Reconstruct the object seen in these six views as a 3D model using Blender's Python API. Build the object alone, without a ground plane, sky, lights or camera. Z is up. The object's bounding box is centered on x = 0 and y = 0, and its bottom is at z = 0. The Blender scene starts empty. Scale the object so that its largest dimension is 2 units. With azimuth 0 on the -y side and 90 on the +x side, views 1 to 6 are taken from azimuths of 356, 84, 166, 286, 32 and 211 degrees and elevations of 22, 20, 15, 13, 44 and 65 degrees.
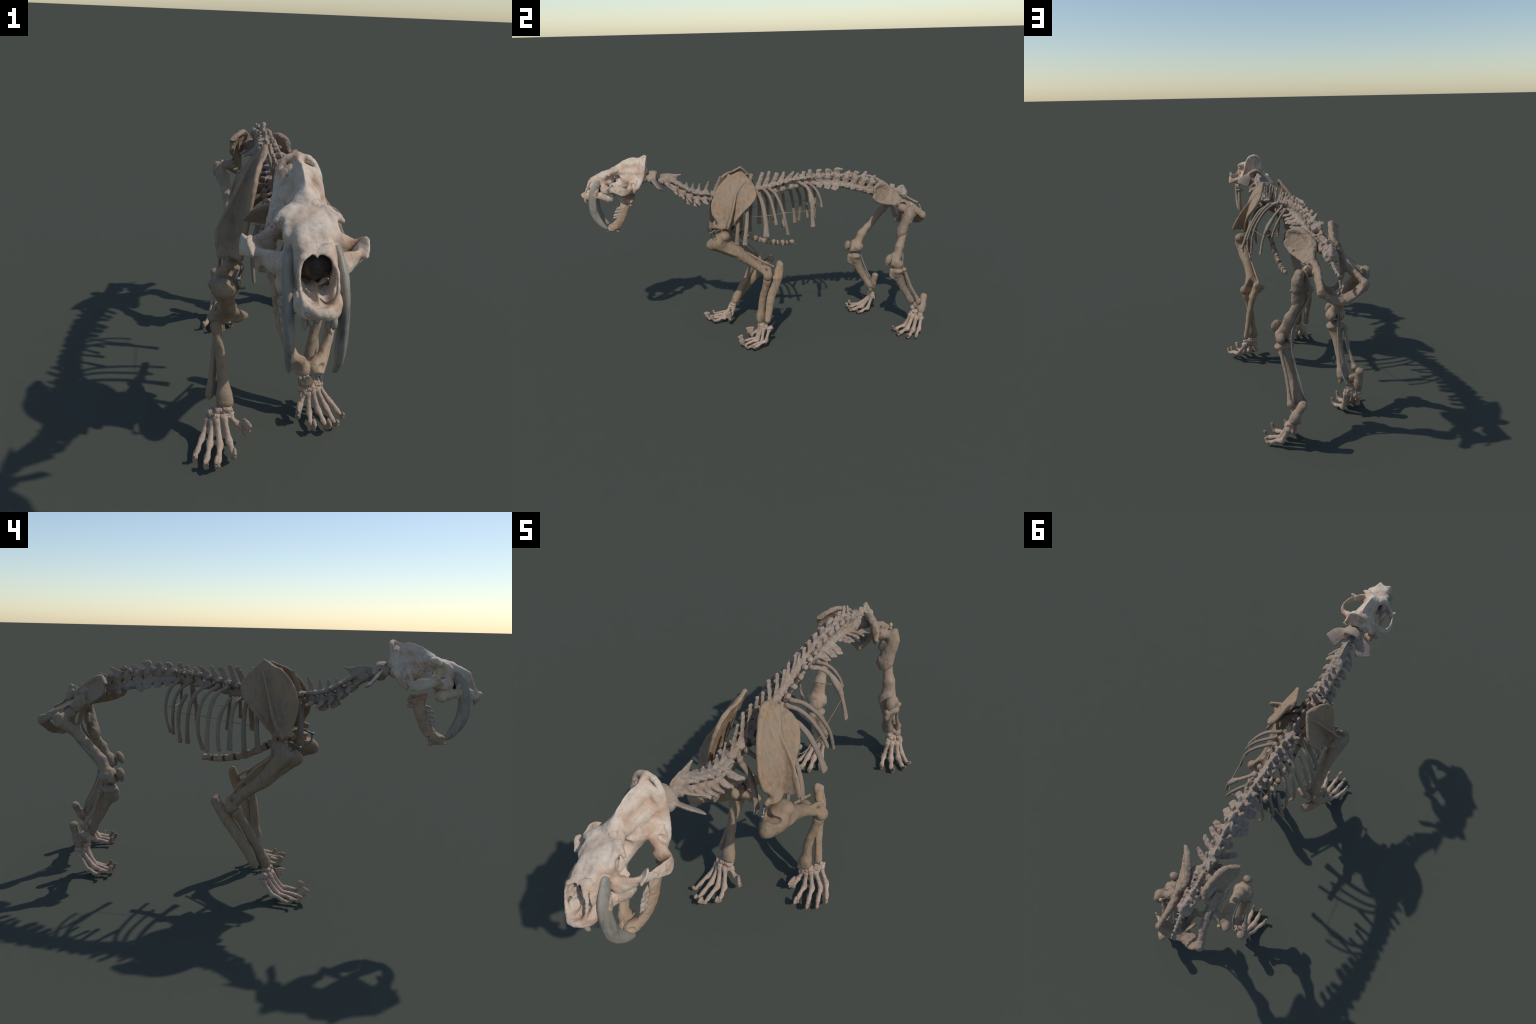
# A mounted skeleton of a sabre-toothed cat, modelled bone by bone.
# Every bone is described by a few anatomical landmarks; soft-blended
# implicit solids (tubes, ellipsoids, curved plates) are meshed with surface nets.
import bpy, math
import numpy as np

BIG = 1.0
V = lambda *a: np.array(a, dtype=float)


def unit(v):
    v = np.asarray(v, float)
    return v / (np.linalg.norm(v) + 1e-12)


def smooth_path(pts, sub=4, closed=False):
    """Catmull-Rom resampling of rows (positions and any extra columns)."""
    P = np.asarray(pts, float)
    n = len(P)
    if n < 3 and not closed:
        t = np.linspace(0, 1, sub + 1)[:, None]
        return P[0] * (1 - t) + P[-1] * t
    out = []
    segs = n if closed else n - 1
    for i in range(segs):
        if closed:
            p0, p1, p2, p3 = (P[(i + j - 1) % n] for j in range(4))
        else:
            p1, p2 = P[i], P[i + 1]
            p0 = P[i - 1] if i else 2 * p1 - p2
            p3 = P[i + 2] if i + 2 < n else 2 * p2 - p1
        t = np.linspace(0, 1, sub, endpoint=False)[:, None]
        out.append(0.5 * (2 * p1 + (p2 - p0) * t + (2 * p0 - 5 * p1 + 4 * p2 - p3) * t ** 2 + (3 * p1 - p0 - 3 * p2 + p3) * t ** 3))
    if not closed:
        out.append(P[-1:])
    return np.vstack(out)


# ---------------------------------------------------------------- noise
_rng = np.random.default_rng(7)
_LAT = _rng.uniform(-1, 1, 32 ** 3).astype(np.float32)


def noise3(P, scale, seed=0):
    Q = P / scale + seed * 13.37
    I = np.floor(Q).astype(np.int64)
    f = (Q - I)
    f = f * f * (3 - 2 * f)
    out = 0
    for dx in (0, 1):
        wx = f[:, 0] if dx else 1 - f[:, 0]
        for dy in (0, 1):
            wy = f[:, 1] if dy else 1 - f[:, 1]
            for dz in (0, 1):
                wz = f[:, 2] if dz else 1 - f[:, 2]
                k = ((I[:, 0] + dx) & 31) * 1024 + ((I[:, 1] + dy) & 31) * 32 + ((I[:, 2] + dz) & 31)
                out = out + wx * wy * wz * _LAT[k]
    return out


# ---------------------------------------------------------------- implicit field
class Field:
    """Signed-distance grid over a box; mirror=True models x >= 0 and reflects it."""

    def __init__(self, h, mirror=False):
        self.h, self.mirror, self.ops = h, mirror, []

    # primitives are recorded first so that the grid can be sized to fit them
    def tube(self, pts, r, k=0.006, side=(1, 0, 0), sub=4, sub_op=False):
        pts = np.asarray(pts, float)
        r = np.array([(q, q) if np.isscalar(q) else q for q in r], float)
        rows = smooth_path(np.hstack([pts, r]), sub)
        rows[:, 3:] = np.maximum(rows[:, 3:], 5e-4)
        self.ops.append(("tube", rows, unit(side), k, sub_op))
        return self

    def block(self, c, r, axes=None, k=0.005, sub_op=False):
        """A rounded box."""
        return self.ball(c, r, axes, k, sub_op, 4)

    def ball(self, c, r, axes=None, k=0.006, sub_op=False, p=2):
        r = np.array([r] * 3 if np.isscalar(r) else r, float)
        A = np.eye(3) if axes is None else np.array([unit(a) for a in axes])
        self.ops.append(("ball", np.asarray(c, float), r, A, k, sub_op, p))
        return self

    def plate(self, outline, ctrl, t, rim=0.0, rim_w=0.012, k=0.006, bend=True):
        """Sheet x = f(y, z) through ctrl points, cut to a smooth closed (y, z) outline."""
        self.ops.append(("plate", smooth_path(outline, 4, True), np.asarray(ctrl, float), t, rim, rim_w, k, bend))
        return self

    def _bounds(self):
        lo, hi = np.full(3, 9.0), np.full(3, -9.0)
        for o in self.ops:
            if o[0] == "tube":
                if o[4]:
                    continue
                m = o[1][:, 3:].max(1)[:, None]
                a, b = (o[1][:, :3] - m).min(0), (o[1][:, :3] + m).max(0)
            elif o[0] == "ball":
                if o[5]:
                    continue
                a, b = o[1] - o[2].max(), o[1] + o[2].max()
            else:
                xs = o[2][:, 0]
                a = np.r_[xs.min() - .03, o[1].min(0) - .01]
                b = np.r_[xs.max() + .03, o[1].max(0) + .01]
            lo, hi = np.minimum(lo, a), np.maximum(hi, b)
        return lo - 4 * self.h, hi + 4 * self.h

    def _block(self, a, b):
        i0 = np.maximum(np.floor((a - self.lo) / self.h).astype(int), 0)
        i1 = np.minimum(np.ceil((b - self.lo) / self.h).astype(int) + 1, self.n)
        if np.any(i1 <= i0):
            return None
        ax = [self.lo[d] + self.h * np.arange(i0[d], i1[d]) for d in range(3)]
        return tuple(slice(i0[d], i1[d]) for d in range(3)), [x.astype(np.float32) for x in ax]

    @staticmethod
    def _ell(q, r):
        k0 = sum((a / b) ** 2 for a, b in zip(q, r)) ** 0.5
        k1 = sum((a / (b * b)) ** 2 for a, b in zip(q, r)) ** 0.5
        return k0 * (k0 - 1) / np.maximum(k1, 1e-6)

    def _merge(self, sl, d, k, subtract):
        D = self.D[sl]
        if subtract:
            d = -d
            e = np.maximum(k - np.abs(D - d), 0) / k
            self.D[sl] = np.maximum(D, d) + e * e * k * 0.25
        else:
            e = np.maximum(k - np.abs(D - d), 0) / k
            self.D[sl] = np.minimum(D, d) - e * e * k * 0.25

    def build(self, rough=0.0008, rscale=0.016, seed=0):
        h = self.h
        lo, hi = self._bounds()
        if self.mirror:
            lo[0] = -3 * h
        self.lo = lo
        self.n = np.ceil((hi - lo) / h).astype(int) + 1
        self.D = np.full(self.n, BIG, np.float32)
        for o in self.ops:
            kind = o[0]
            if kind == "tube":
                rows, side, k, sop = o[1:]
                pad = rows[:, 3:].max() + k + 3 * h
                blk = self._block(rows[:, :3].min(0) - pad, rows[:, :3].max(0) + pad)
                if blk is None:
                    continue
                base = [s.start for s in blk[0]]
                T = np.full([s.stop - s.start for s in blk[0]], BIG, np.float32)
                for p, q in zip(rows[:-1], rows[1:]):
                    m = max(p[3:].max(), q[3:].max()) + k + 3 * h
                    sb = self._block(np.minimum(p[:3], q[:3]) - m, np.maximum(p[:3], q[:3]) + m)
                    if sb is None:
                        continue
                    X = sb[1][0][:, None, None] - p[0]
                    Y = sb[1][1][None, :, None] - p[1]
                    Z = sb[1][2][None, None, :] - p[2]
                    ab = q[:3] - p[:3]
                    L = np.linalg.norm(ab) + 1e-9
                    w = ab / L
                    u = side - w * (side @ w)
                    u = unit(u if np.linalg.norm(u) > 1e-3 else np.cross(w, (0.3, 0.5, 0.8)))
                    v = np.cross(w, u)
                    s = X * np.float32(w[0]) + Y * np.float32(w[1]) + Z * np.float32(w[2])
                    t = np.clip(s / np.float32(L), 0, 1)
                    cu = X * np.float32(u[0]) + Y * np.float32(u[1]) + Z * np.float32(u[2])
                    cv = X * np.float32(v[0]) + Y * np.float32(v[1]) + Z * np.float32(v[2])
                    ru = np.float32(p[3]) + t * np.float32(q[3] - p[3])
                    rv = np.float32(p[4]) + t * np.float32(q[4] - p[4])
                    cw = s - t * np.float32(L)
                    d = self._ell((cu, cv, cw), (ru, rv, np.minimum(ru, rv)))
                    ts = tuple(slice(sb[0][i].start - base[i], sb[0][i].stop - base[i]) for i in range(3))
                    ts = tuple(slice(max(a.start, 0), a.stop) for a in ts)
                    if T[ts].shape == d.shape:
                        T[ts] = np.minimum(T[ts], d)
                self._merge(blk[0], T, k, sop)
            elif kind == "ball":
                c, r, A, k, sop, pw = o[1:]
                pad = r.max() + k + 3 * h
                blk = self._block(c - pad, c + pad)
                if blk is None:
                    continue
                X = blk[1][0][:, None, None] - c[0]
                Y = blk[1][1][None, :, None] - c[1]
                Z = blk[1][2][None, None, :] - c[2]
                q = [X * np.float32(a[0]) + Y * np.float32(a[1]) + Z * np.float32(a[2]) for a in A]
                if pw == 2:
                    d = self._ell(q, r)
                else:
                    d = (sum(np.abs(a / b) ** pw for a, b in zip(q, r)) ** (1 / pw) - 1) * r.min()
                self._merge(blk[0], d.astype(np.float32), k, sop)
            else:
                outl, C, t, rim, rim_w, k, bend = o[1:]
                cols = lambda y, z: [np.ones_like(y), y, z] + ([y * y, y * z, z * z] if bend else [])
                y0, z0 = C[:, 1].mean(), C[:, 2].mean()
                M = np.stack(cols(C[:, 1] - y0, C[:, 2] - z0), 1)
                reg = np.diag([0, 0, 0] + [2e-3] * (M.shape[1] - 3))
                co = np.linalg.solve(M.T @ M + reg * reg, M.T @ C[:, 0])
                a, b = self._bounds()
                blk = self._block(np.r_[a[0], outl.min(0) - .02], np.r_[b[0], outl.max(0) + .02])
                y = blk[1][1][:, None] + 0 * blk[1][2][None]
                z = blk[1][2][None, :] + 0 * blk[1][1][:, None]
                d2 = np.full(y.shape, 9.0)
                inside = np.zeros(y.shape, bool)
                for p, q in zip(outl, np.roll(outl, -1, 0)):
                    e = q - p
                    tt = np.clip(((y - p[0]) * e[0] + (z - p[1]) * e[1]) / (e @ e + 1e-12), 0, 1)
                    d2 = np.minimum(d2, np.hypot(y - p[0] - tt * e[0], z - p[1] - tt * e[1]))
                    cr = (p[1] > z) != (q[1] > z)
                    if abs(q[1] - p[1]) > 1e-9:
                        inside ^= cr & (y < p[0] + (z - p[1]) * e[0] / e[1])
                d2 = np.where(inside, -d2, d2)
                yy, zz = y - y0, z - z0
                f = sum(c * g for c, g in zip(co, cols(yy, zz)))
                fy, fz = np.gradient(f, h)
                th = t + rim * np.exp(-(np.minimum(d2 + rim * .6, 0) / rim_w) ** 2)
                dx = np.abs(blk[1][0][:, None, None] - f[None]) / np.sqrt(1 + fy ** 2 + fz ** 2)[None]
                a1, b1 = dx - th[None], d2[None] + 0 * dx
                kk = 0.006
                e = np.maximum(kk - np.abs(a1 - b1), 0) / kk
                self._merge(blk[0], (np.maximum(a1, b1) + e * e * kk * .25).astype(np.float32), k, False)
        if self.mirror:
            self.D = np.concatenate([self.D[:3:-1], self.D[3:]], 0)
            self.lo = self.lo.copy()
            self.lo[0] = -h * (self.D.shape[0] // 2)
            self.n = np.array(self.D.shape)
        if rough:
            idx = np.nonzero(np.abs(self.D) < 3 * h)
            P = np.stack(idx, 1) * h + self.lo
            self.D[idx] += rough * (noise3(P, rscale, seed) + 0.5 * noise3(P, rscale * .42, seed + 3)).astype(np.float32)
        return self.mesh()

    def mesh(self):
        """Naive surface nets."""
        D, h = self.D, self.h
        D[0], D[-1] = BIG, BIG
        D[:, 0], D[:, -1] = BIG, BIG
        D[:, :, 0], D[:, :, -1] = BIG, BIG
        neg = D < 0
        c = sum(neg[i:neg.shape[0] - 1 + i, j:neg.shape[1] - 1 + j, k:neg.shape[2] - 1 + k].astype(np.int8)
                for i in (0, 1) for j in (0, 1) for k in (0, 1))
        I = np.argwhere((c > 0) & (c < 8))
        index = np.full(c.shape, -1, np.int64)
        index[tuple(I.T)] = np.arange(len(I))
        acc = np.zeros((len(I), 3))
        cnt = np.zeros(len(I))
        for ax in range(3):
            o1, o2 = [d for d in range(3) if d != ax]
            for a in (0, 1):
                for b in (0, 1):
                    s = I.copy()
                    s[:, o1] += a
                    s[:, o2] += b
                    e = s.copy()
                    e[:, ax] += 1
                    d0, d1 = D[tuple(s.T)], D[tuple(e.T)]
                    m = (d0 < 0) != (d1 < 0)
                    t = np.clip(d0 / np.where(np.abs(d0 - d1) < 1e-9, 1, d0 - d1), 0.02, .98)
                    p = s.astype(float) - I
                    p[:, ax] += t
                    acc[m] += p[m]
                    cnt[m] += 1
        verts = (I + acc / np.maximum(cnt, 1)[:, None]) * h + self.lo
        faces = []
        for ax in range(3):
            o1, o2 = (ax + 1) % 3, (ax + 2) % 3
            sl0 = [slice(None)] * 3
            sl1 = [slice(None)] * 3
            sl0[ax], sl1[ax] = slice(0, -1), slice(1, None)
            E = np.argwhere(neg[tuple(sl0)] != neg[tuple(sl1)])
            flip = neg[tuple(E.T)]
            q = []
            for a, b in ((0, 0), (-1, 0), (-1, -1), (0, -1)):
                g = E.copy()
                g[:, o1] += a
                g[:, o2] += b
                q.append(index[tuple(g.T)])
            Q = np.stack(q, 1)
            Q = np.where(flip[:, None], Q, Q[:, ::-1])
            faces.append(Q[(Q >= 0).all(1)])
        return verts, np.vstack(faces)


# ---------------------------------------------------------------- objects
ROOT = bpy.data.objects.new("sabre_toothed_cat_skeleton", None)
ROOT.empty_display_size = 0.2
ROOT["label"] = "mounted tan skeleton of a prowling sabre-toothed cat with open jaws"
ROOT["category"] = "animal skeleton"
bpy.context.scene.collection.objects.link(ROOT)
ORIGIN = {ROOT: V(0, 0, 0)}


def add(name, vf, mat, parent=ROOT, smooth=True):
    verts, faces = vf
    c = (verts.min(0) + verts.max(0)) / 2
    me = bpy.data.meshes.new(name)
    n, m = len(verts), len(faces)
    k = faces.shape[1]
    me.vertices.add(n)
    me.vertices.foreach_set("co", (verts - c).astype(np.float32).ravel())
    me.loops.add(m * k)
    me.loops.foreach_set("vertex_index", faces.astype(np.int32).ravel())
    me.polygons.add(m)
    me.polygons.foreach_set("loop_start", np.arange(0, m * k, k, dtype=np.int32))
    me.polygons.foreach_set("use_smooth", np.full(m, smooth))
    me.update(calc_edges=True)
    me.materials.append(mat)
    ob = bpy.data.objects.new(name, me)
    bpy.context.scene.collection.objects.link(ob)
    ob.parent = parent
    ob.location = c - ORIGIN[parent]
    ORIGIN[ob] = c
    return ob


_seed = [0]


def bone(name, F, mat, parent=ROOT, rough=0.0008, rscale=0.016):
    _seed[0] += 1
    return add(name, F.build(rough, rscale, _seed[0]), mat, parent)


# ---------------------------------------------------------------- materials
def ramp(nt, fac, stops):
    r = nt.nodes.new("ShaderNodeValToRGB")
    els = r.color_ramp.elements
    while len(els) < len(stops):
        els.new(0.5)
    for e, (p, c) in zip(els, stops):
        e.position = p
        e.color = (*c, 1) if len(c) == 3 else c
    nt.links.new(fac, r.inputs[0])
    return r.outputs[0]


def grey(a):
    return (a, a, a)


def noise(nt, vec, scale, detail=4, rough=.55, dist=0.0):
    n = nt.nodes.new("ShaderNodeTexNoise")
    n.inputs["Scale"].default_value = scale
    n.inputs["Detail"].default_value = detail
    n.inputs["Roughness"].default_value = rough
    n.inputs["Distortion"].default_value = dist
    nt.links.new(vec, n.inputs["Vector"])
    return n.outputs["Fac"]


def mix(nt, fac, a, b, mode="MIX"):
    m = nt.nodes.new("ShaderNodeMix")
    m.data_type = "RGBA"
    m.blend_type = mode
    for s, v in ((0, fac), (6, a), (7, b)):
        if isinstance(v, (int, float)):
            m.inputs[s].default_value = v
        elif isinstance(v, tuple):
            m.inputs[s].default_value = (*v, 1)
        else:
            nt.links.new(v, m.inputs[s])
    return m.outputs[2]


def stretch(nt, vec, s):
    m = nt.nodes.new("ShaderNodeMapping")
    m.inputs["Scale"].default_value = s
    nt.links.new(vec, m.inputs["Vector"])
    return m.outputs[0]


def bone_material(name, base, warm, dark, warm_amt=.5, dark_amt=.5, cracks=0.0, pores=.3, grain=(1, 1, .35), rough=.75, bump=.45, scale=1.0):
    mat = bpy.data.materials.new(name)
    mat.use_nodes = True
    nt = mat.node_tree
    bs = nt.nodes["Principled BSDF"]
    tc = nt.nodes.new("ShaderNodeTexCoord")
    inf = nt.nodes.new("ShaderNodeObjectInfo")
    off = nt.nodes.new("ShaderNodeVectorMath")
    off.operation = "MULTIPLY_ADD"
    comb = nt.nodes.new("ShaderNodeCombineXYZ")
    for i in range(3):
        nt.links.new(inf.outputs["Random"], comb.inputs[i])
    nt.links.new(comb.outputs[0], off.inputs[0])
    off.inputs[1].default_value = (7, 11, 5)
    nt.links.new(tc.outputs["Object"], off.inputs[2])
    vec = off.outputs[0]
    gvec = stretch(nt, vec, grain)
    col = mix(nt, ramp(nt, noise(nt, vec, 14 * scale, 5), [(.42, grey(0)), (.66, grey(warm_amt))]), base, warm)
    col = mix(nt, ramp(nt, noise(nt, gvec, 55 * scale, 6, .62), [(.50, grey(0)), (.74, grey(dark_amt))]), col, dark)
    pale = tuple(min(1, c * 1.25 + .02) for c in base)
    col = mix(nt, ramp(nt, noise(nt, gvec, 30 * scale, 5, .6, .4), [(.52, grey(0)), (.75, grey(.55))]), col, pale)
    if pores:
        v = nt.nodes.new("ShaderNodeTexVoronoi")
        v.inputs["Scale"].default_value = 230
        nt.links.new(vec, v.inputs["Vector"])
        spot = ramp(nt, v.outputs["Distance"], [(.10, grey(1)), (.26, grey(0))])
        where = ramp(nt, noise(nt, vec, 30, 3), [(.52, grey(0)), (.66, grey(pores))])
        col = mix(nt, mix(nt, 1.0, spot, where, "MULTIPLY"), col, tuple(c * .35 for c in dark))
    if cracks:
        wv = nt.nodes.new("ShaderNodeVectorMath")
        wv.operation = "MULTIPLY_ADD"
        nn = nt.nodes.new("ShaderNodeTexNoise")
        nn.inputs["Scale"].default_value = 30
        nt.links.new(vec, nn.inputs["Vector"])
        nt.links.new(nn.outputs["Color"], wv.inputs[0])
        wv.inputs[1].default_value = (.05, .05, .05)
        nt.links.new(vec, wv.inputs[2])
        v = nt.nodes.new("ShaderNodeTexVoronoi")
        v.feature = "DISTANCE_TO_EDGE"
        v.inputs["Scale"].default_value = 13
        nt.links.new(wv.outputs[0], v.inputs["Vector"])
        line = ramp(nt, v.outputs["Distance"], [(.004, grey(cracks)), (.02, grey(0))])
        some = ramp(nt, noise(nt, vec, 9, 2), [(.5, grey(0)), (.56, grey(1))])
        col = mix(nt, mix(nt, 1.0, line, some, "MULTIPLY"), col, tuple(c * .4 for c in warm))
    # a slight difference from bone to bone
    hsv = nt.nodes.new("ShaderNodeHueSaturation")
    mr = nt.nodes.new("ShaderNodeMapRange")
    mr.inputs["To Min"].default_value = .9
    mr.inputs["To Max"].default_value = 1.1
    nt.links.new(inf.outputs["Random"], mr.inputs["Value"])
    nt.links.new(mr.outputs[0], hsv.inputs["Value"])
    nt.links.new(col, hsv.inputs["Color"])
    nt.links.new(hsv.outputs[0], bs.inputs["Base Color"])
    bs.inputs["Roughness"].default_value = rough
    bs.inputs["Specular IOR Level"].default_value = .3
    b = nt.nodes.new("ShaderNodeBump")
    b.inputs["Strength"].default_value = bump
    b.inputs["Distance"].default_value = .004
    nt.links.new(noise(nt, gvec, 120, 6, .65), b.inputs["Height"])
    nt.links.new(b.outputs[0], bs.inputs["Normal"])
    return mat


def plain_material(name, col, rough=.6, metal=0.0, var=.25, scale=60):
    mat = bpy.data.materials.new(name)
    mat.use_nodes = True
    nt = mat.node_tree
    bs = nt.nodes["Principled BSDF"]
    tc = nt.nodes.new("ShaderNodeTexCoord")
    f = noise(nt, tc.outputs["Object"], scale, 5)
    c = ramp(nt, f, [(.3, tuple(x * (1 - var) for x in col)), (.7, tuple(min(1, x * (1 + var)) for x in col))])
    nt.links.new(c, bs.inputs["Base Color"])
    bs.inputs["Roughness"].default_value = rough
    bs.inputs["Metallic"].default_value = metal
    return mat


M_SKULL = bone_material("pale_skull_bone", (.59, .485, .38), (.46, .285, .185), (.30, .265, .235), .9, .5, cracks=.55, pores=.9, grain=(1, 1, 1))
M_JAW = bone_material("orange_jaw_bone", (.47, .345, .24), (.44, .245, .14), (.24, .22, .185), .75, .7, cracks=.5, grain=(1, 1, .6))
M_BONE = bone_material("tan_long_bone", (0.321, 0.242, 0.176), (.36, .225, .135), (.165, .14, .12), .6, .65, grain=(1, 1, .35))
M_FORE = bone_material("ochre_limb_bone", (0.323, 0.234, 0.157), (.41, .25, .135), (.16, .13, .105), .7, .7, grain=(1.2, 1.2, .35))
M_SPINE = bone_material("dusty_vertebra_bone", (0.339, 0.268, 0.211), (.36, .24, .16), (.19, .165, .15), .6, .6, grain=(1, 1, 1))
M_RIB = bone_material("brown_rib_bone", (0.290, 0.220, 0.167), (.30, .195, .125), (.15, .13, .115), .55, .6, grain=(1, 1, .3))
M_FOOT = bone_material("pinkish_foot_bone", (0.446, 0.337, 0.257), (.42, .265, .185), (.22, .17, .14), .7, .6, grain=(1, 1, 1), scale=1.6)
M_CLAW = bone_material("stained_claw_bone", (.42, .31, .23), (.30, .19, .12), (.10, .075, .06), .7, .8, grain=(1, 1, 1), scale=2)
M_HINDCLAW = bone_material("dark_claw_bone", (.22, .15, .11), (.32, .22, .16), (.07, .05, .04), .6, .8, grain=(1, 1, 1), scale=2)
M_SABRE = bone_material("mottled_grey_enamel", (.33, .30, .25), (.30, .22, .15), (.085, .088, .092), .5, .9, pores=0, grain=(1, 1, .3), rough=.42, bump=.12, scale=.8)
M_TOOTH = bone_material("worn_tooth_enamel", (.42, .36, .29), (.36, .24, .16), (.13, .12, .11), .6, .8, pores=.2, rough=.45, grain=(1, 1, 1), scale=2)
M_NOSE_DARK = plain_material("dark_brown_nasal_fill", (.050, .038, .032), .9, var=.5)
M_DISC = plain_material("orange_brown_cartilage", (.24, .12, .055), .6)
M_STERN = bone_material("tan_sternum_bone", (.38, .28, .19), (.36, .22, .13), (.15, .12, .10), .6, .7, grain=(1, 1, 1))
M_STDARK = plain_material("dark_sternal_cartilage", (.085, .065, .052), .7, var=.4)
M_CORD = plain_material("grey_sheathed_cord", (.26, .225, .185), .5, var=.1)
M_WIRE = plain_material("brass_wire", (.32, .225, .12), .45, .3, var=.15)
M_BEAD = plain_material("waxy_yellow_bead", (.52, .38, .20), .45, var=.15)
M_STEEL = plain_material("dull_steel_fixing", (.20, .19, .18), .45, .6, var=.15)


# ================================================================ HEAD
def lean(vf):
    """The head is carried with a slight roll: shift sideways with height."""
    v, f = vf
    v = v.copy()
    v[:, 0] += -.034 + (1.1 - v[:, 2]) * .06
    return v, f


def skull():
    F = Field(.0022, mirror=True)
    X = (1, 0, 0)
    # braincase: roof-shaped in section, wide at the base and rising to the sagittal crest
    F.tube([(0, -.775, 1.010), (0, -.735, 1.006), (0, -.690, 1.002), (0, -.655, 1.004)], [(.030, .032), (.047, .036), (.056, .036), (.050, .030)], k=.01)
    F.tube([(0, -.790, 1.046), (0, -.74, 1.044), (0, -.69, 1.042), (0, -.652, 1.045)], [(.030, .022), (.034, .026), (.043, .030), (.044, .028)], k=.010)
    F.tube([(0, -.79, 1.062), (0, -.74, 1.076), (0, -.69, 1.078), (0, -.648, 1.085)], [(.024, .014), (.018, .020), (.022, .022), (.030, .022)], k=.012)
    F.tube([(0, -.790, 1.068), (0, -.757, 1.088), (0, -.725, 1.101), (0, -.697, 1.108), (0, -.668, 1.104), (0, -.640, 1.116)],
           [(.012, .010), (.0045, .014), (.004, .014), (.004, .013), (.005, .012), (.010, .013)], k=.012)
    # nuchal (lambdoid) crest sweeping down to the mastoid, occipital plate behind it
    F.tube([(0, -.633, 1.120), (.026, -.634, 1.113), (.044, -.638, 1.090), (.050, -.645, 1.055), (.056, -.656, 1.015), (.066, -.680, .970), (.067, -.700, .950)],
           [(.009, .010), (.008, .009), (.0055, .009), (.0055, .010), (.007, .012), (.011, .013), (.011, .010)], k=.008, side=(1, 0, 1))
    F.tube([(0, -.650, 1.10), (.030, -.652, 1.085), (.040, -.658, 1.045), (.046, -.668, 1.005)], [.012, .012, .013, .014], k=.008)
    F.ball((.018, -.655, 1.04), (.030, .012, .050), k=.01)
    # frontal shield and muzzle
    F.tube([(0, -.785, 1.056), (0, -.82, 1.042), (0, -.87, 1.026)], [(.026, .018), (.044, .022), (.042, .024)], k=.012)
    F.tube([(0, -.85, 1.006), (0, -.90, .990), (0, -.935, .966)], [(.044, .036), (.043, .040), (.038, .036)], k=.012)
    F.tube([(.022, -.85, 1.034), (.021, -.90, 1.018), (.016, -.946, .999)], [.016, .016, .011], k=.008)
    F.ball((.042, -.862, .998), (.012, .020, .034), k=.01)
    # premaxilla and the rim of the nose opening
    F.tube([(.036, -.925, .928), (.031, -.962, .920), (.014, -.986, .922), (0, -.990, .921)], [(.012, .024), (.011, .020), (.010, .014), (.010, .012)], k=.008, side=X)
    F.tube([(.025, -.978, .930), (.032, -.966, .955), (.0325, -.952, .985), (.026, -.942, 1.006)], [.0065, .0055, .0055, .007], k=.006)
    # canine alveolus
    F.tube([(.042, -.890, 1.000), (.044, -.906, .970), (.046, -.920, .935), (.046, -.920, .918)], [.010, .015, .017, .014], k=.008)
    # maxilla and tooth row
    F.ball((.050, -.858, .945), (.018, .024, .030), k=.012)
    F.tube([(.040, -.905, .925), (.050, -.87, .920), (.056, -.845, .913), (.054, -.825, .918)], [(.012, .016), (.012, .020), (.012, .020), (.009, .014)], k=.01)
    F.tube([(0, -.97, .928), (0, -.90, .935), (0, -.82, .942)], [(.034, .009), (.044, .009), (.046, .009)], k=.01)
    # underside: pterygoids, basicranium, bulla, condyles
    F.tube([(.018, -.83, .965), (.018, -.77, .972), (.016, -.70, .985), (.012, -.655, 1.000)], [(.010, .024), (.010, .020), (.018, .018), (.020, .014)], k=.012)
    F.ball((.040, -.692, .968), (.018, .022, .018), k=.01)
    # hollows
    F.ball((.072, -.826, 1.006), (.044, .034, .029), k=.008, sub_op=True)
    F.ball((.092, -.785, .992), (.052, .040, .048), k=.010, sub_op=True)
    F.ball((.012, -.958, .970), (.0195, .045, .040), k=.005, sub_op=True)
    F.tube([(.008, -.99, .970), (.011, -.93, .975), (.010, -.87, .986), (.008, -.83, .998)], [(.018, .036), (.020, .036), (.018, .028), (.012, .016)], k=.006, sub_op=True)
    F.ball((.064, -.846, .984), (.030, .009, .008), k=.004, sub_op=True)
    F.ball((.062, -.879, .978), (.026, .008, .008), k=.004, sub_op=True)
    F.ball((.060, -.905, .900), (.012, .014, .010), k=.008, sub_op=True)
    F.ball((.034, -.786, 1.004), (.028, .019, .021), k=.006, sub_op=True)
    F.tube([(0, -.786, 1.020), (.1, -.786, 1.022)], [.010, .010], k=.004, sub_op=True)
    F.ball((.024, -.626, 1.070), (.018, .014, .030), k=.010, sub_op=True)
    F.ball((0, -.636, 1.018), (.013, .016, .010), k=.006, sub_op=True)
    F.ball((0, -.842, 1.072), (.013, .022, .009), k=.014, sub_op=True)
    # brow processes, cheek arch with its jugal point, ear region: laid on after the hollows
    F.tube([(.034, -.815, 1.054), (.052, -.824, 1.048), (.063, -.829, 1.040)], [.011, .009, .006], k=.012)
    F.tube([(.030, -.79, 1.055), (.040, -.812, 1.052), (.044, -.845, 1.040), (.045, -.868, 1.022)], [.006, .008, .008, .010], k=.010)
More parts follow.
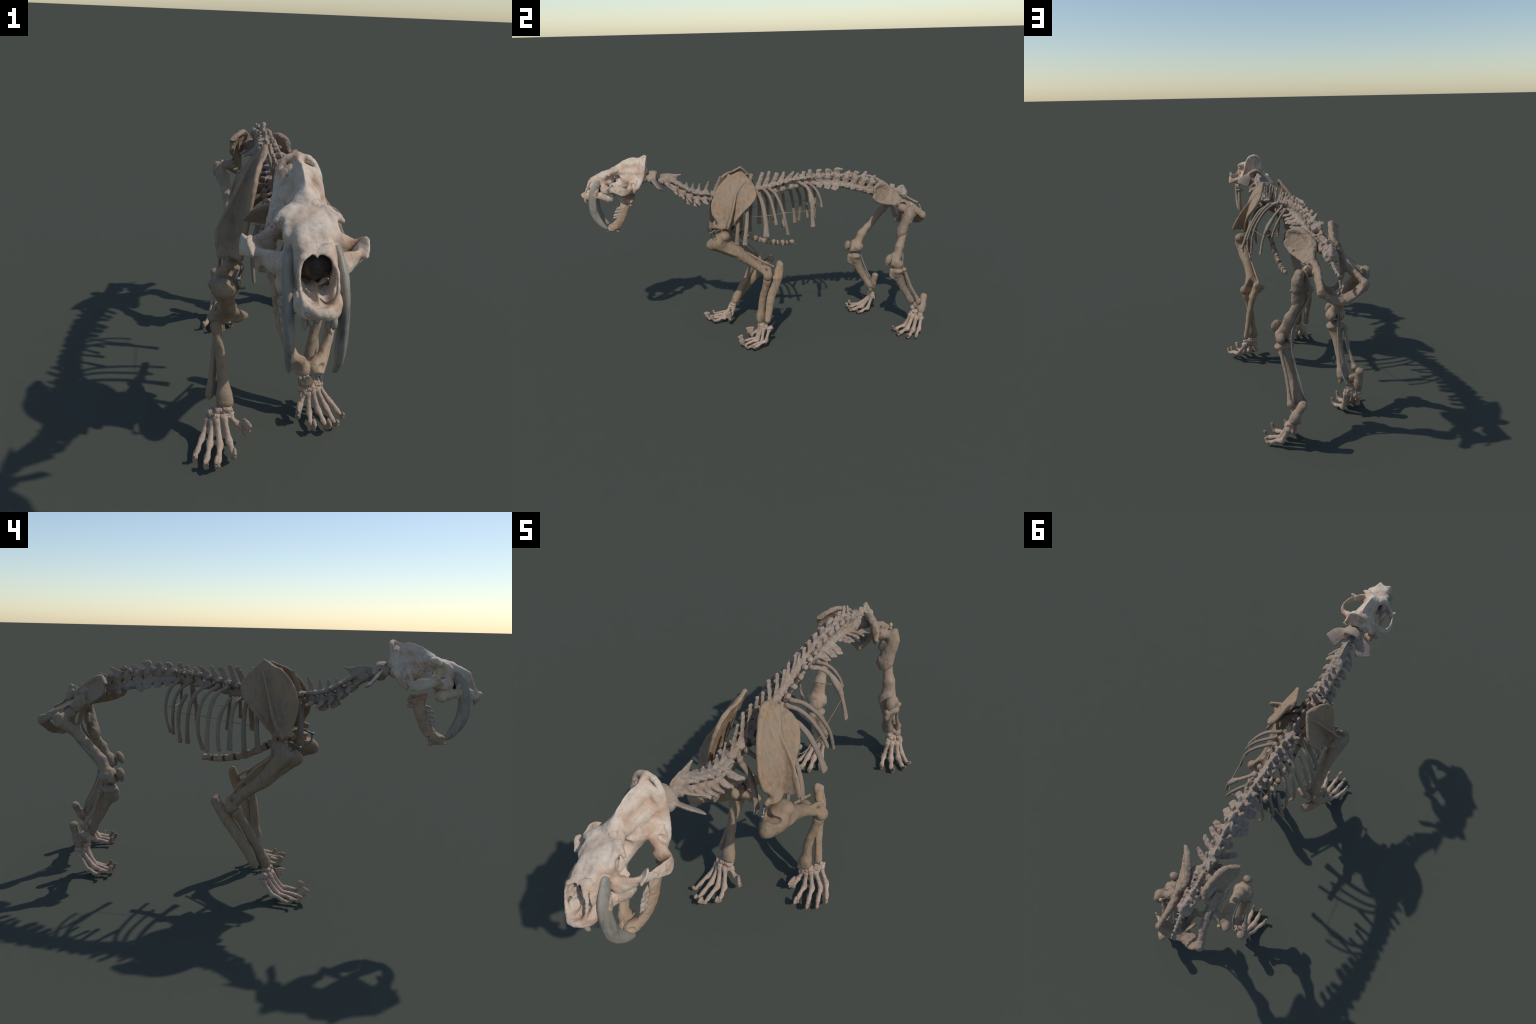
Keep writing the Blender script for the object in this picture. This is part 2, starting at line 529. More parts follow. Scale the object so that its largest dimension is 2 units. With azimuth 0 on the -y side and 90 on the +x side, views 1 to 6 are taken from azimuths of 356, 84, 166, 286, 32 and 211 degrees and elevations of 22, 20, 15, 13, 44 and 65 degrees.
    F.tube([(.048, -.872, .966), (.076, -.852, .964), (.102, -.824, .966), (.120, -.795, .968), (.1300, -.765, .963), (.1255, -.745, .956), (.108, -.732, .954), (.075, -.722, .966), (.050, -.712, .985)],
           [(.014, .020), (.0085, .022), (.006, .016), (.005, .018), (.005, .023), (.0065, .021), (.011, .014), (.016, .015), (.016, .016)], k=.008, side=(1, .35, 0))
    F.tube([(.100, -.828, .970), (.110, -.820, .986), (.1165, -.816, 1.000)], [(.006, .023), (.0045, .017), (.003, .008)], k=.010, side=(1, .7, 0))
    F.ball((.078, -.735, .948), (.022, .012, .016), k=.008)
    F.ball((.019, -.643, 1.008), (.012, .014, .018), k=.006)
    F.tube([(.056, -.688, 1.000), (.066, -.700, .965), (.067, -.704, .942)], [.013, .014, .010], k=.008)
    F.ball((.080, -.706, .984), (.020, .010, .012), k=.005, sub_op=True)
    _seed[0] += 1
    sk = add("skull", lean(F.build(.0011, .012, 5)), M_SKULL)
    # dark brown plug deep in the nose opening, with a low spur of the septum in front
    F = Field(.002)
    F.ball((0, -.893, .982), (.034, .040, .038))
    add("nasal_dark_plug", lean(F.build(.003, .012, 9)), M_NOSE_DARK, sk)
    F = Field(.0018)
    F.tube([(0, -.962, .930), (0, -.940, .938), (0, -.905, .942)], [(.004, .007), (.0025, .011), (.002, .012)], k=.004, side=X)
    F.tube([(.004, -.925, .948), (.020, -.915, .958)], [(.003, .003), (.006, .003)], k=.004)
    add("nasal_septum", lean(F.build(.001, .01, 9)), M_JAW, sk)
    # sabres: roots swell out of the muzzle
    cen = [(-.890, 1.004), (-.906, .982), (-.924, .950), (-.934, .911), (-.9365, .869), (-.9325, .832), (-.9195, .797), (-.8995, .763), (-.880, .742), (-.873, .737)]
    rad = [(.0085, .013), (.0105, .019), (.0115, .0215), (.0115, .0225), (.011, .0225), (.0105, .022), (.0095, .0195), (.008, .0155), (.006, .009), (.003, .005)]
    out = [.044, .0485, .0515, .0515, .0505, .0495, .0485, .047, .0455, .045]
    for s in (1, -1):
        F = Field(.0019)
        F.tube([(s * x, y, z) for x, (y, z) in zip(out, cen)], rad, side=(1, 0, 0), sub=5)
        add("sabre_canine", lean(F.build(.0005, .02, 20 + s)), M_SABRE, sk)
    # incisors, the third hangs lowest
    for s in (1, -1):
        for x, y, top, tip, r in ((.006, -.988, .915, .900, .0045), (.016, -.984, .912, .892, .0055), (.026, -.977, .912, .883, .0068)):
            if s == 1 and x < .02:
                continue
            F = Field(.0013)
            F.tube([(s * x, y, top + .012), (s * x, y - .001, (top + tip) / 2), (s * x, y + .004, tip)], [r * .8, r, r * .35])
            add("incisor", lean(F.build(.0004, .008, 31)), M_TOOTH, sk)
    # carnassials
    for s in (1, -1):
        for y, z, r in ((-.866, .905, .009), (-.848, .897, .010), (-.832, .898, .008)):
            F = Field(.0015)
            F.ball((s * .056, y, z + .003), (.0065, r * 1.25, r))
            F.tube([(s * .055, y, z + .012), (s * .056, y - .002, z - .006)], [(.006, .009), (.003, .003)], side=(1, 0, 0))
            add("cheek_tooth", lean(F.build(.0010, .006, int(z * 1e4))), M_TOOTH, sk)

def mandible():
    F = Field(.002, mirror=True)
    side = (1, 0, 0)
    F.tube([(.066, -.758, .900), (.064, -.760, .876), (.060, -.768, .842), (.053, -.788, .792), (.040, -.812, .752), (.022, -.846, .730), (.010, -.860, .728)],
           [(.006, .024), (.008, .026), (.0095, .024), (.0105, .022), (.0115, .020), (.014, .017), (.013, .016)], k=.008, side=side)
    F.tube([(.066, -.785, .905), (.066, -.770, .895)], [(.005, .010), (.006, .016)], k=.01, side=side)       # low coronoid
    F.tube([(.066, -.742, .885), (.070, -.728, .893)], [.012, .009], k=.008)
    F.tube([(.052, -.722, .894), (.072, -.720, .893), (.090, -.722, .892)], [.008, .0095, .007], k=.006)    # condyle
    F.tube([(.066, -.735, .872), (.068, -.718, .868)], [(.005, .010), (.004, .006)], k=.008)                  # angular process
    F.ball((.012, -.846, .726), (.020, .026, .018), k=.012)                                                  # symphysis
    F.ball((.020, -.818, .716), (.011, .012, .016), k=.012)                                                  # chin flange
    F.ball((0, -.83, .752), (.007, .018, .022), k=.008, sub_op=True)
    F.ball((.072, -.772, .890), (.008, .018, .022), k=.010, sub_op=True)                                      # masseteric fossa
    F.ball((.050, -.808, .745), (.012, .003, .003), k=.003, sub_op=True)
    F.ball((.028, -.868, .735), (.010, .012, .010), k=.006, sub_op=True)
    def skew(vf):
        v, f = vf
        v = v.copy()
        v[:, 0] += -.034 + (1.1 - v[:, 2]) * .06
        return v, f
    mb = add("mandible", skew(F.build(.0012, .010, 77)), M_JAW)
    for s in (1, -1):
        for y, z, r in ((-.800, .850, .009), (-.812, .832, .009), (-.820, .812, .009), (-.824, .798, .007)):
            F = Field(.0015)
            d = unit((-.9, -.3))
            xx = .055 - (.85 - z) * .12
            F.tube([(s * xx, y + .020, z + .004), (s * xx, y, z)], [(.006, r), (.005, r)], side=(1, 0, 0))
            F.tube([(s * xx, y, z), (s * xx, y - .010, z - .002)], [(.005, r * .8), (.002, .003)], side=(1, 0, 0), k=.004)
            add("lower_cheek_tooth", skew(F.build(.0012, .006, int(z * 1e4) + s)), M_TOOTH, mb)
        for x, y, z, tip in ((.006, -.872, .718, -.884), (.013, -.870, .717, -.882), (.021, -.866, .716, -.886)):
            F = Field(.0013)
            F.tube([(s * x, y + .012, z + .004), (s * x, y, z), (s * x, tip, z - .002)], [.004, .0045, .0018])
            add("lower_incisor", skew(F.build(.0004, .006, 3)), M_TOOTH, mb)


skull()
mandible()


# ================================================================ SPINE
CX = lambda y: np.interp(y, [-.6, -.3, 0, .3, .5, .65, .9], [-.034, -.031, -.033, -.034, -.036, -.042, -.045])


def centrum(F, y, z, t, L, r, k=.006):
    c = V(CX(y), y, z)
    a, b = c - t * L / 2, c + t * L / 2
    F.tube([a, c, b], [(r * 1.12, r), (r * .88, r * .80), (r * 1.12, r)], k=k, sub=3)
    return c


def discs(items):
    for a, b, r in items:
        F = Field(.002)
        m = (a + b) / 2
        d = unit(b - a)
        F.tube([m - d * .004, m + d * .004], [r, r])
        bone("intervertebral_disc", F, M_DISC, rough=.0006)


cents = []


def cervical(y, z, t, L, r, spine, half, trans_drop, blade):
    """A neck vertebra: body, arch, spine (y, z) tip, paired articular and transverse processes."""
    t = unit((0, *t))
    up = V(0, -t[2], t[1]) if t[1] > 0 else V(0, t[2], -t[1])
    F = Field(.0019)
    c = centrum(F, y, z, t, L, r)
    ex = V(1, 0, 0)
    top = c + up * .036
    F.tube([top - t * L * .55, top + t * L * .50], [(.025, .008), (.026, .007)], k=.010)
    for s in (1, -1):
        F.tube([c + up * .008 + ex * s * .010, top + ex * s * .018], [(.006, .014), (.006, .014)], k=.008, side=(1, 0, 0))
        F.tube([top + ex * s * .019 - t * L * .25, top + ex * s * .024 - t * L * .85 - up * .002], [(.008, .006), (.009, .005)], k=.008)
        F.tube([top + ex * s * .019 + t * L * .25, top + ex * s * .024 + t * L * .75 - up * .004], [(.008, .007), (.010, .005)], k=.008)
        tip = c + ex * s * half - up * trans_drop + t * L * .45
        F.tube([c + ex * s * .012 + up * .004, c + ex * s * half * .7 - up * trans_drop * .4, tip], [(.009, .012), (.009, .015), (.006, .008)], k=.010, side=up)
        if blade:
            F.tube([c + ex * s * .016 - up * .008, c + ex * s * .030 - up * blade], [(.017, .006), (.019, .0055)], k=.010, side=t)
    if spine:
        tip = V(CX(y) + .004, *spine)
        F.tube([top, top * .4 + tip * .6, tip], [(.004, .014), (.0035, .008), (.0028, .0045)], k=.010, side=(1, 0, 0))
    F.tube([c + up * .021 - t * .05, c + up * .021 + t * .05], [.0075, .0075], k=.003, sub_op=True)
    bone("cervical_vertebra", F, M_SPINE, rough=.0017, rscale=.010)
    cents.append((c, t, L, r))


def atlas():
    F = Field(.0019)
    c = V(-.033, -.600, .999)
    F.tube([c + V(-.030, 0, 0), c + V(-.024, .002, .022), c + V(0, .004, .031), c + V(.024, .002, .022), c + V(.030, 0, 0), c + V(.020, .004, -.020), c + V(0, .006, -.026), c + V(-.020, .004, -.020), c + V(-.030, 0, 0)],
           [(.011, .022)] * 9, k=.006, side=(0, 0, 1))
    F.tube([c + V(-.034, -.014, -.002), c + V(-.028, -.024, .010)], [.017, .013], k=.008)
    F.tube([c + V(.034, -.014, -.002), c + V(.028, -.024, .010)], [.017, .013], k=.008)
    F.tube([c + V(0, -.01, .034), c + V(0, .012, .032)], [(.010, .006)] * 2, k=.008)
    for s, out, tip in ((1, V(.062, -.586, .984), V(.053, -.540, .933)), (-1, V(-.121, -.588, .978), V(-.112, -.536, .925))):
        wd = unit(tip - out)
        mid = (out + tip) / 2
        root = c + V(s * .030, .006, -.004)
        F.tube([root, root * .45 + mid * .55 + V(s * .004, -.004, .004), mid + V(0, .008, -.008)], [(.022, .009), (.034, .007), (.038, .005)], k=.008, side=wd)
        F.ball(root + V(s * .006, .0, .012), (.008, .005, .004), k=.004, sub_op=True)
    bone("cervical_vertebra", F, M_SPINE, rough=.0008, rscale=.012)


def axis():
    F = Field(.0019)
    t = unit((0, .075, -.040))
    up = V(0, -t[2], t[1])
    c = centrum(F, -.522, .960, t, .066, .016)
    ex = V(1, 0, 0)
    F.tube([c - t * .03, c - t * .056], [.011, .006], k=.008)
    F.tube([(-.035, -.556, 1.004), (-.036, -.530, 1.000), (-.038, -.490, .990), (-.038, -.470, .984)], [(.0035, .014), (.004, .022), (.005, .026), (.004, .020)], k=.010, side=(1, 0, 0))
    F.tube([(-.039, -.480, 1.003), (-.040, -.444, 1.009)], [(.005, .008), (.004, .005)], k=.010)
    F.tube([c + up * .030 - t * .02, c + up * .030 + t * .03], [(.016, .010), (.018, .009)], k=.012)
    for s in (1, -1):
        F.tube([c + up * .006 + ex * s * .010 - t * .01, c + up * .032 + ex * s * .012], [(.006, .018)] * 2, k=.010)
        F.ball(c - t * .028 + ex * s * .018 + up * .004, (.014, .008, .013), k=.008)
        F.tube([c + ex * s * .012, c + ex * s * .034 + t * .01 - up * .002, c + ex * s * .062 + t * .045 - up * .006], [(.006, .012), (.005, .008), (.003, .004)], k=.008, side=up)
        F.tube([c + up * .030 + ex * s * .018 + t * .02, c + up * .026 + ex * s * .024 + t * .046], [(.009, .006)] * 2, k=.008)
    bone("cervical_vertebra", F, M_SPINE, rough=.0008, rscale=.012)
    cents.append((c, t, .066, .016))


atlas()
axis()
cervical(-.478, .931, (.045, -.030), .036, .0155, None, .062, .010, .016)
cervical(-.438, .904, (.042, -.028), .034, .0155, (-.412, .962), .058, .014, .020)
cervical(-.398, .883, (.042, -.020), .034, .0155, (-.376, .956), .052, .018, .040)
cervical(-.357, .869, (.042, -.008), .034, .0160, (-.341, .952), .056, .024, .040)
cervical(-.314, .863, (.045, -.002), .034, .0160, (-.288, .963), .068, .014, 0)


def thoracic(y, z, slope, L, r, spine, w0, w1, lam, tp=(.034, .040), base_y=None):
    """A trunk vertebra with a leaning neural spine and knob-ended transverse processes."""
    t = unit((0, 1, slope))
    up = V(0, -t[2], t[1])
    ex = V(1, 0, 0)
    F = Field(.0019)
    c = centrum(F, y, z, t, L, r)
    top = V(CX(y), (base_y if base_y is not None else y), lam)
    F.tube([top - t * L * .50, top + t * L * .50], [(.019, .009), (.018, .008)], k=.010)
    for s in (1, -1):
        F.tube([c + up * .006 + ex * s * .009, top + ex * s * .012 - up * .004], [(.006, .014)] * 2, k=.008)
        a = top + ex * s * .012 - up * .004
        b = c + ex * s * tp[0] + up * tp[1]
        F.tube([a, b], [(.008, .009), (.008, .007)], k=.008)
        F.block(b + up * .001, (.0090, .0115, .0085), (unit(ex + up * .5 * s), t, unit(up - ex * .5 * s)), k=.005)
        F.tube([top + ex * s * .008 - t * L * .3, top + ex * s * .010 - t * L * .62], [(.006, .004)] * 2, k=.005)
        F.tube([top + ex * s * .007 + t * L * .3, top + ex * s * .008 + t * L * .60 - up * .002], [(.006, .004)] * 2, k=.005)
    tip = V(*spine)
    rg = np.random.default_rng(int((y + 2) * 1000))
    w0, w1 = w0 * rg.uniform(.9, 1.15), w1 * rg.uniform(.9, 1.3)
    bow = V(rg.uniform(-.004, .004), rg.uniform(-.002, .002), 0)
    F.tube([top, top * .5 + tip * .5 + bow, tip - unit(tip - top) * w1 * .4], [(.0055, w0), (.0042, (w0 + w1) / 2 * .95), (.0055, w1)], k=.010, side=ex, sub=5)
    F.ball(tip + V(rg.uniform(-.004, .004), rg.uniform(-.006, .010), .005), (.006, .007, .005), k=.004, sub_op=True)
    F.tube([c + up * .022 - t * .05, c + up * .022 + t * .05], [.006, .006], k=.003, sub_op=True)
    bone("thoracic_vertebra", F, M_SPINE, rough=.0019, rscale=.009)
    cents.append((c, t, L, r))


# y, z of body; slope; length; radius; spine tip; spine half-widths; lamina height
thoracic(-.266, .862, .02, .037, .016, (-.025, -.219, .990), .016, .008, .892, (.038, .026), -.255)
thoracic(-.219, .862, .00, .037, .016, (-.036, -.168, .997), .016, .008, .895, (.036, .028), -.203)
thoracic(-.172, .861, .00, .037, .016, (-.038, -.118, .996), .015, .008, .898, (.035, .030), -.150)
thoracic(-.125, .862, .02, .037, .016, (-.038, -.074, .996), .014, .008, .900, (.035, .032), -.100)
thoracic(-.078, .865, .04, .037, .016, (-.037, -.040, .994), .014, .008, .902, (.035, .034), -.060)
thoracic(-.028, .870, .08, .038, .016, (-.055, .029, .996), .015, .009, .908, (.035, .036), -.008)
thoracic(.020, .876, .12, .038, .016, (-.042, .066, 1.004), .015, .009, .914, (.036, .038), .034)
thoracic(.066, .883, .16, .038, .016, (-.036, .112, .994), .016, .011, .924, (.036, .040), .078)
thoracic(.113, .893, .18, .038, .016, (-.043, .152, .994), .016, .008, .934, (.036, .042), .122)
thoracic(.161, .902, .16, .039, .016, (-.045, .206, .994), .017, .006, .944, (.036, .044), .166)
thoracic(.208, .910, .14, .039, .017, (-.044, .232, .985), .012, .006, .952, (.030, .046), .212)
thoracic(.251, .917, .10, .038, .017, (-.042, .270, .993), .014, .010, .953, (.028, .044), .253)
thoracic(.294, .922, .06, .040, .018, (-.042, .304, 1.004), .015, .013, .955, (.026, .042), .298)


def lumbar(y, z, slope, L, r, lam, spine, w0, w1, left, right, wproc=.011, knob=0.0):
    t = unit((0, 1, slope))
    up = V(0, -t[2], t[1])
    ex = V(1, 0, 0)
    F = Field(.0018)
    c = centrum(F, y, z, t, L, r)
    top = V(CX(y) - .002, y + .004, lam)
    F.tube([top - t * L * .52 - up * .004, top + t * L * .52 - up * .002], [(.022, .015), (.020, .014)], k=.012)
    for s, tip in ((1, left), (-1, right)):
        F.tube([c + up * .006 + ex * s * .010, top + ex * s * .014 - up * .004], [(.008, .019)] * 2, k=.010)
        F.tube([top + ex * s * .014 - t * L * .25, top + ex * s * .025 - t * L * .60 + up * .009], [(.008, .010), (.0085, .012)], k=.007)
        F.tube([top + ex * s * .010 + t * L * .25, top + ex * s * .013 + t * L * .66 + up * .004], [(.006, .008), (.006, .006)], k=.007)
        tip = V(*tip)
        a = c + ex * s * .012
        m = a * .5 + tip * .5 + t * .006
        F.tube([a, m, tip], [(.008, wproc * 1.35), (.0055, wproc * 1.35), (.004, wproc * .95)], k=.010, side=unit(np.cross(tip - a, t)))
    tip = V(*spine)
    F.tube([top, (top + tip) / 2, tip - V(0, 0, w1 * .3)], [(.006, w0), (.0042, (w0 + w1) / 2), (.005, w1)], k=.010, side=ex)
    if knob:
        F.tube([tip - V(0, w1, .008), tip + V(0, w1, -.008)], [knob, knob * .8], k=.008)
    bone("lumbar_vertebra", F, M_SPINE, rough=.0024, rscale=.010)
    cents.append((c, t, L, r))


lumbar(.345, .922, .00, .046, .019, .958, (-.042, .358, 1.002), .017, .013, (.024, .342, .911), (-.092, .342, .905), .014, .005)
lumbar(.398, .919, -.05, .047, .020, .958, (-.040, .411, 1.001), .017, .013, (.028, .388, .902), (-.096, .386, .895), .016, .006)
lumbar(.452, .912, -.12, .048, .021, .960, (-.036, .472, 1.004), .020, .017, (.032, .428, .895), (-.092, .440, .886), .016, .009)
lumbar(.505, .901, -.20, .046, .021, .951, (-.040, .540, .976), .018, .017, (.040, .503, .905), (-.102, .462, .876), .012, .004)
lumbar(.557, .888, -.27, .045, .021, .943, (-.050, .584, .976), .015, .014, (.042, .530, .895), (-.078, .545, .876), .011, .005)
lumbar(.609, .872, -.32, .045, .021, .933, (-.055, .642, .971), .017, .006, (.046, .574, .887), (-.116, .566, .860), .010)
lumbar(.659, .856, -.34, .042, .020, .915, (-.065, .700, .941), .012, .008, (.044, .630, .868), (-.082, .640, .850), .010)

discs([(a[0] + a[1] * a[2] / 2, b[0] - b[1] * b[2] / 2, min(a[3], b[3]) * 1.0) for a, b in zip(cents[:-1], cents[1:])])


def sacrum():
    F = Field(.002)
    F.tube([(-.043, .690, .852), (-.045, .740, .845), (-.046, .800, .842), (-.046, .850, .838), (-.045, .880, .826)],
           [(.038, .024), (.040, .024), (.030, .020), (.021, .016), (.013, .011)], k=.012)
    for s in (1, -1):
        F.tube([(-.043 + s * .020, .70, .870), (-.044 + s * .052, .735, .862), (-.044 + s * .050, .775, .852)], [.020, .022, .016], k=.016)
    for y, z, hgt in ((.722, .905, .03), (.757, .889, .018), (.800, .886, .02), (.845, .872, .016), (.868, .855, .014)):
        F.tube([(-.045, y - .004, z - .030), (-.046, y + .006, z)], [(.008, .020), (.006, .013)], k=.016)
        for s in (1, -1):
            F.tube([(-.045 + s * .018, y, z - .034), (-.045 + s * .022, y + .004, z - .020)], [.012, .008], k=.016)
            F.ball((-.045 + s * .030 * np.interp(y, [.72, .87], [1, .55]), y + .010, z - .040), tuple(q * np.interp(y, [.72, .87], [1, .6]) for q in (.014, .020, .016)), k=.016)
    F.tube([(-.045, .862, .872), (-.045, .885, .838)], [(.010, .012), (.010, .010)], k=.010)
    for s in (1, -1):
        for y, z in ((.735, .868), (.775, .858), (.815, .852)):
            F.ball((-.045 + s * .022, y + .018, z + .004), (.005, .007, .010), k=.006, sub_op=True)
    bone("sacrum", F, M_SPINE, rough=.0028, rscale=.012)


sacrum()

for i, (x, y, z, L, r, w) in enumerate(((-.042, .893, .806, .020, .0065, .020), (-.042, .914, .793, .022, .0065, .016), (-.044, .935, .781, .018, .007, .004), (-.047, .953, .773, .018, .0065, .003), (-.045, .982, .738, .026, .0055, .003))):
    F = Field(.0013)
    t = unit((0, 1, -.6)) if i < 4 else unit((0, .35, -.94))
    c = V(x, y, z)
    F.tube([c - t * L / 2, c, c + t * L / 2], [r * 1.1, r * .8, r * 1.1])
    if i < 2:
        for s in (1, -1):
            F.tube([c, c + V(s * w, .006, -.003)], [(.004, .006), (.002, .003)], k=.005)
            F.tube([c + V(s * .004, 0, .003), c + V(s * .008, -.012, .010)], [.003, .002], k=.004)
    bone("caudal_vertebra", F, M_SPINE, rough=.0008, rscale=.006)


# ================================================================ RIBS
def rib(pts, w0, w1, th=.0072, flare=1.25, head=True):
    P = np.array(pts, float)
    n = len(P)
    F = Field(.0018)
    rad = []
    for i in range(n):
        u = i / (n - 1)
        w = w0 + (w1 - w0) * u
        if i == n - 1:
            w *= flare
        rad.append((w, th * (1.05 - .25 * u)))
    # the flat of the rib follows the chest wall: width runs fore and aft
    F.tube(P, rad, side=(0, 1, .15), sub=5)
    if head:
        inw = unit(V(CX(P[0, 1]), P[0, 1] - .012, P[0, 2] - .006) - P[0])
        F.tube([P[0], P[0] + inw * .020], [.0065, .0075], k=.006)
        F.ball(P[0] + V(0, 0, .004), (.008, .008, .007), k=.006)
    return F


RIBS = [
    # left side, front to back
    ([(.000, -.256, .868), (.026, -.252, .827), (.042, -.250, .760), (.047, -.250, .700), (.046, -.249, .645)], .011, .016, 1),
    ([(.000, -.205, .872), (.046, -.196, .835), (.075, -.190, .765), (.084, -.190, .70), (.086, -.190, .640)], .008, .008, 1),
    ([(.004, -.158, .876), (.050, -.145, .850), (.090, -.138, .790), (.112, -.140, .720), (.116, -.146, .665), (.114, -.150, .622)], .009, .012, 1),
    ([(.012, -.100, .884), (.060, -.090, .875), (.102, -.084, .811), (.119, -.087, .767), (.135, -.093, .723), (.148, -.101, .678), (.153, -.106, .632)], .009, .012, 1),
    ([(.020, -.019, .904), (.068, -.004, .881), (.104, .007, .842), (.133, .013, .793), (.158, .015, .737), (.181, .014, .681)], .0095, .0145, 1),
    ([(.021, .021, .914), (.053, .040, .898), (.084, .053, .871), (.112, .061, .836), (.138, .068, .792), (.159, .074, .741)], .009, .0075, 1),
    ([(.016, .057, .912), (.047, .078, .900), (.082, .096, .871), (.116, .112, .825), (.142, .127, .761), (.154, .140, .679)], .009, .0075, 1),
    ([(.005, .233, .939), (.008, .242, .934), (.024, .260, .927), (.049, .276, .909), (.076, .286, .877), (.102, .288, .831), (.123, .286, .774), (.136, .288, .711)], .009, .0105, 1),
    ([(.004, .294, .925), (.024, .312, .913), (.043, .327, .893), (.061, .338, .867), (.076, .345, .838), (.086, .346, .810)], .0075, .0065, 1),
    # right side
    ([(-.066, -.262, .866), (-.094, -.272, .820), (-.104, -.279, .760), (-.102, -.281, .71), (-.097, -.280, .665)], .011, .016, 1),
    ([(-.066, -.205, .872), (-.110, -.190, .830), (-.135, -.180, .765), (-.140, -.176, .70), (-.132, -.172, .628)], .009, .012, 1),
    ([(-.068, -.130, .880), (-.100, -.098, .840), (-.130, -.092, .770), (-.147, -.098, .725), (-.149, -.102, .693), (-.143, -.104, .640)], .009, .012, 1),
    ([(-.070, -.075, .884), (-.105, -.045, .862), (-.135, -.038, .810), (-.156, -.041, .741), (-.166, -.046, .688), (-.165, -.049, .646), (-.149, -.049, .615)], .009, .012, 1),
    ([(-.072, -.040, .884), (-.098, -.018, .868), (-.129, .001, .850), (-.152, .010, .815), (-.167, .013, .767), (-.177, .013, .711), (-.183, .012, .650)], .009, .011, 1),
    ([(-.109, .035, .862), (-.144, .053, .826), (-.167, .064, .783), (-.180, .067, .736), (-.185, .065, .689), (-.186, .057, .644)], .009, .009, 0),
    ([(-.079, .061, .907), (-.117, .093, .880), (-.145, .110, .833), (-.168, .115, .774), (-.189, .113, .708), (-.211, .105, .640)], .009, .0095, 1),
    ([(-.083, .108, .906), (-.123, .134, .884), (-.151, .154, .840), (-.164, .165, .780), (-.160, .166, .709), (-.137, .153, .633)], .009, .009, 1),
    ([(-.069, .142, .913), (-.115, .178, .893), (-.142, .201, .851), (-.152, .215, .794), (-.149, .222, .727), (-.136, .226, .656)], .009, .009, 1),
    ([(-.120, .239, .867), (-.137, .257, .823), (-.147, .263, .781), (-.151, .263, .741), (-.153, .258, .701), (-.155, .254, .662)], .009, .009, 0),
    ([(-.065, .236, .925), (-.095, .273, .893), (-.116, .291, .853), (-.128, .298, .805), (-.129, .300, .750), (-.118, .302, .691)], .0075, .007, 1),
    ([(-.065, .298, .925), (-.086, .328, .892), (-.100, .342, .845), (-.103, .346, .792), (-.095, .342, .737), (-.075, .336, .688)], .0075, .0065, 1),
]
for i, (pts, w0, w1, hd) in enumerate(RIBS):
    F = rib(pts, w0, w1, head=bool(hd))
    if i == 7:      # a healed break: swollen, with a spur behind
        F.tube([(.070, .284, .880), (.092, .288, .852), (.108, .289, .820)], [(.012, .008), (.016, .010), (.010, .007)], side=(0, 1, .1), k=.01)
        F.ball((.098, .302, .838), (.006, .008, .008), k=.01)
    bone("rib", F, M_RIB, rough=.0007)

# sternum: sternebrae separated by dark cartilage, on a thin bent strip
st = smooth_path([(-.027, -.270, .712), (-.027, -.215, .697), (-.027, -.163, .680), (-.027, -.097, .638), (-.026, -.027, .606), (-.024, .047, .583), (-.022, .123, .572), (-.018, .202, .574)], 10)
seg = np.linalg.norm(np.diff(st, axis=0), axis=1)
S = np.r_[0, np.cumsum(seg)]
at = lambda s: np.array([np.interp(s, S, st[:, d]) for d in range(3)])
edges = np.linspace(0, S[-1], 10)
for i in range(9):
    a, b = edges[i] + (.006 if i else 0), edges[i + 1] - .006
    sz = np.interp(i, [0, 5, 8], [.018, .0165, .013])
    F = Field(.0019)
    F.tube([at(a + .004), at((a + b) / 2), at(b - .004)], [(.012, sz * .92), (.0105, sz * .86), (.012, sz * .92)], side=(1, 0, 0))
    for e, q in ((at(a + .007), 1), (at(b - .007), 1)):
        F.block(e, (.0122, .007, sz * .96), ((1, 0, 0), unit(at(b) - at(a)), unit(np.cross((1, 0, 0), at(b) - at(a)))), k=.004)
    bone("sternebra", F, M_STERN, rough=.0014, rscale=.009)
    if i < 8:
        F = Field(.0019)
        F.tube([at(b - .003), at(edges[i + 1] + .009)], [(.012, sz * .95), (.012, sz * .95)], side=(1, 0, 0))
        bone("sternal_cartilage", F, M_STDARK, rough=.0008)


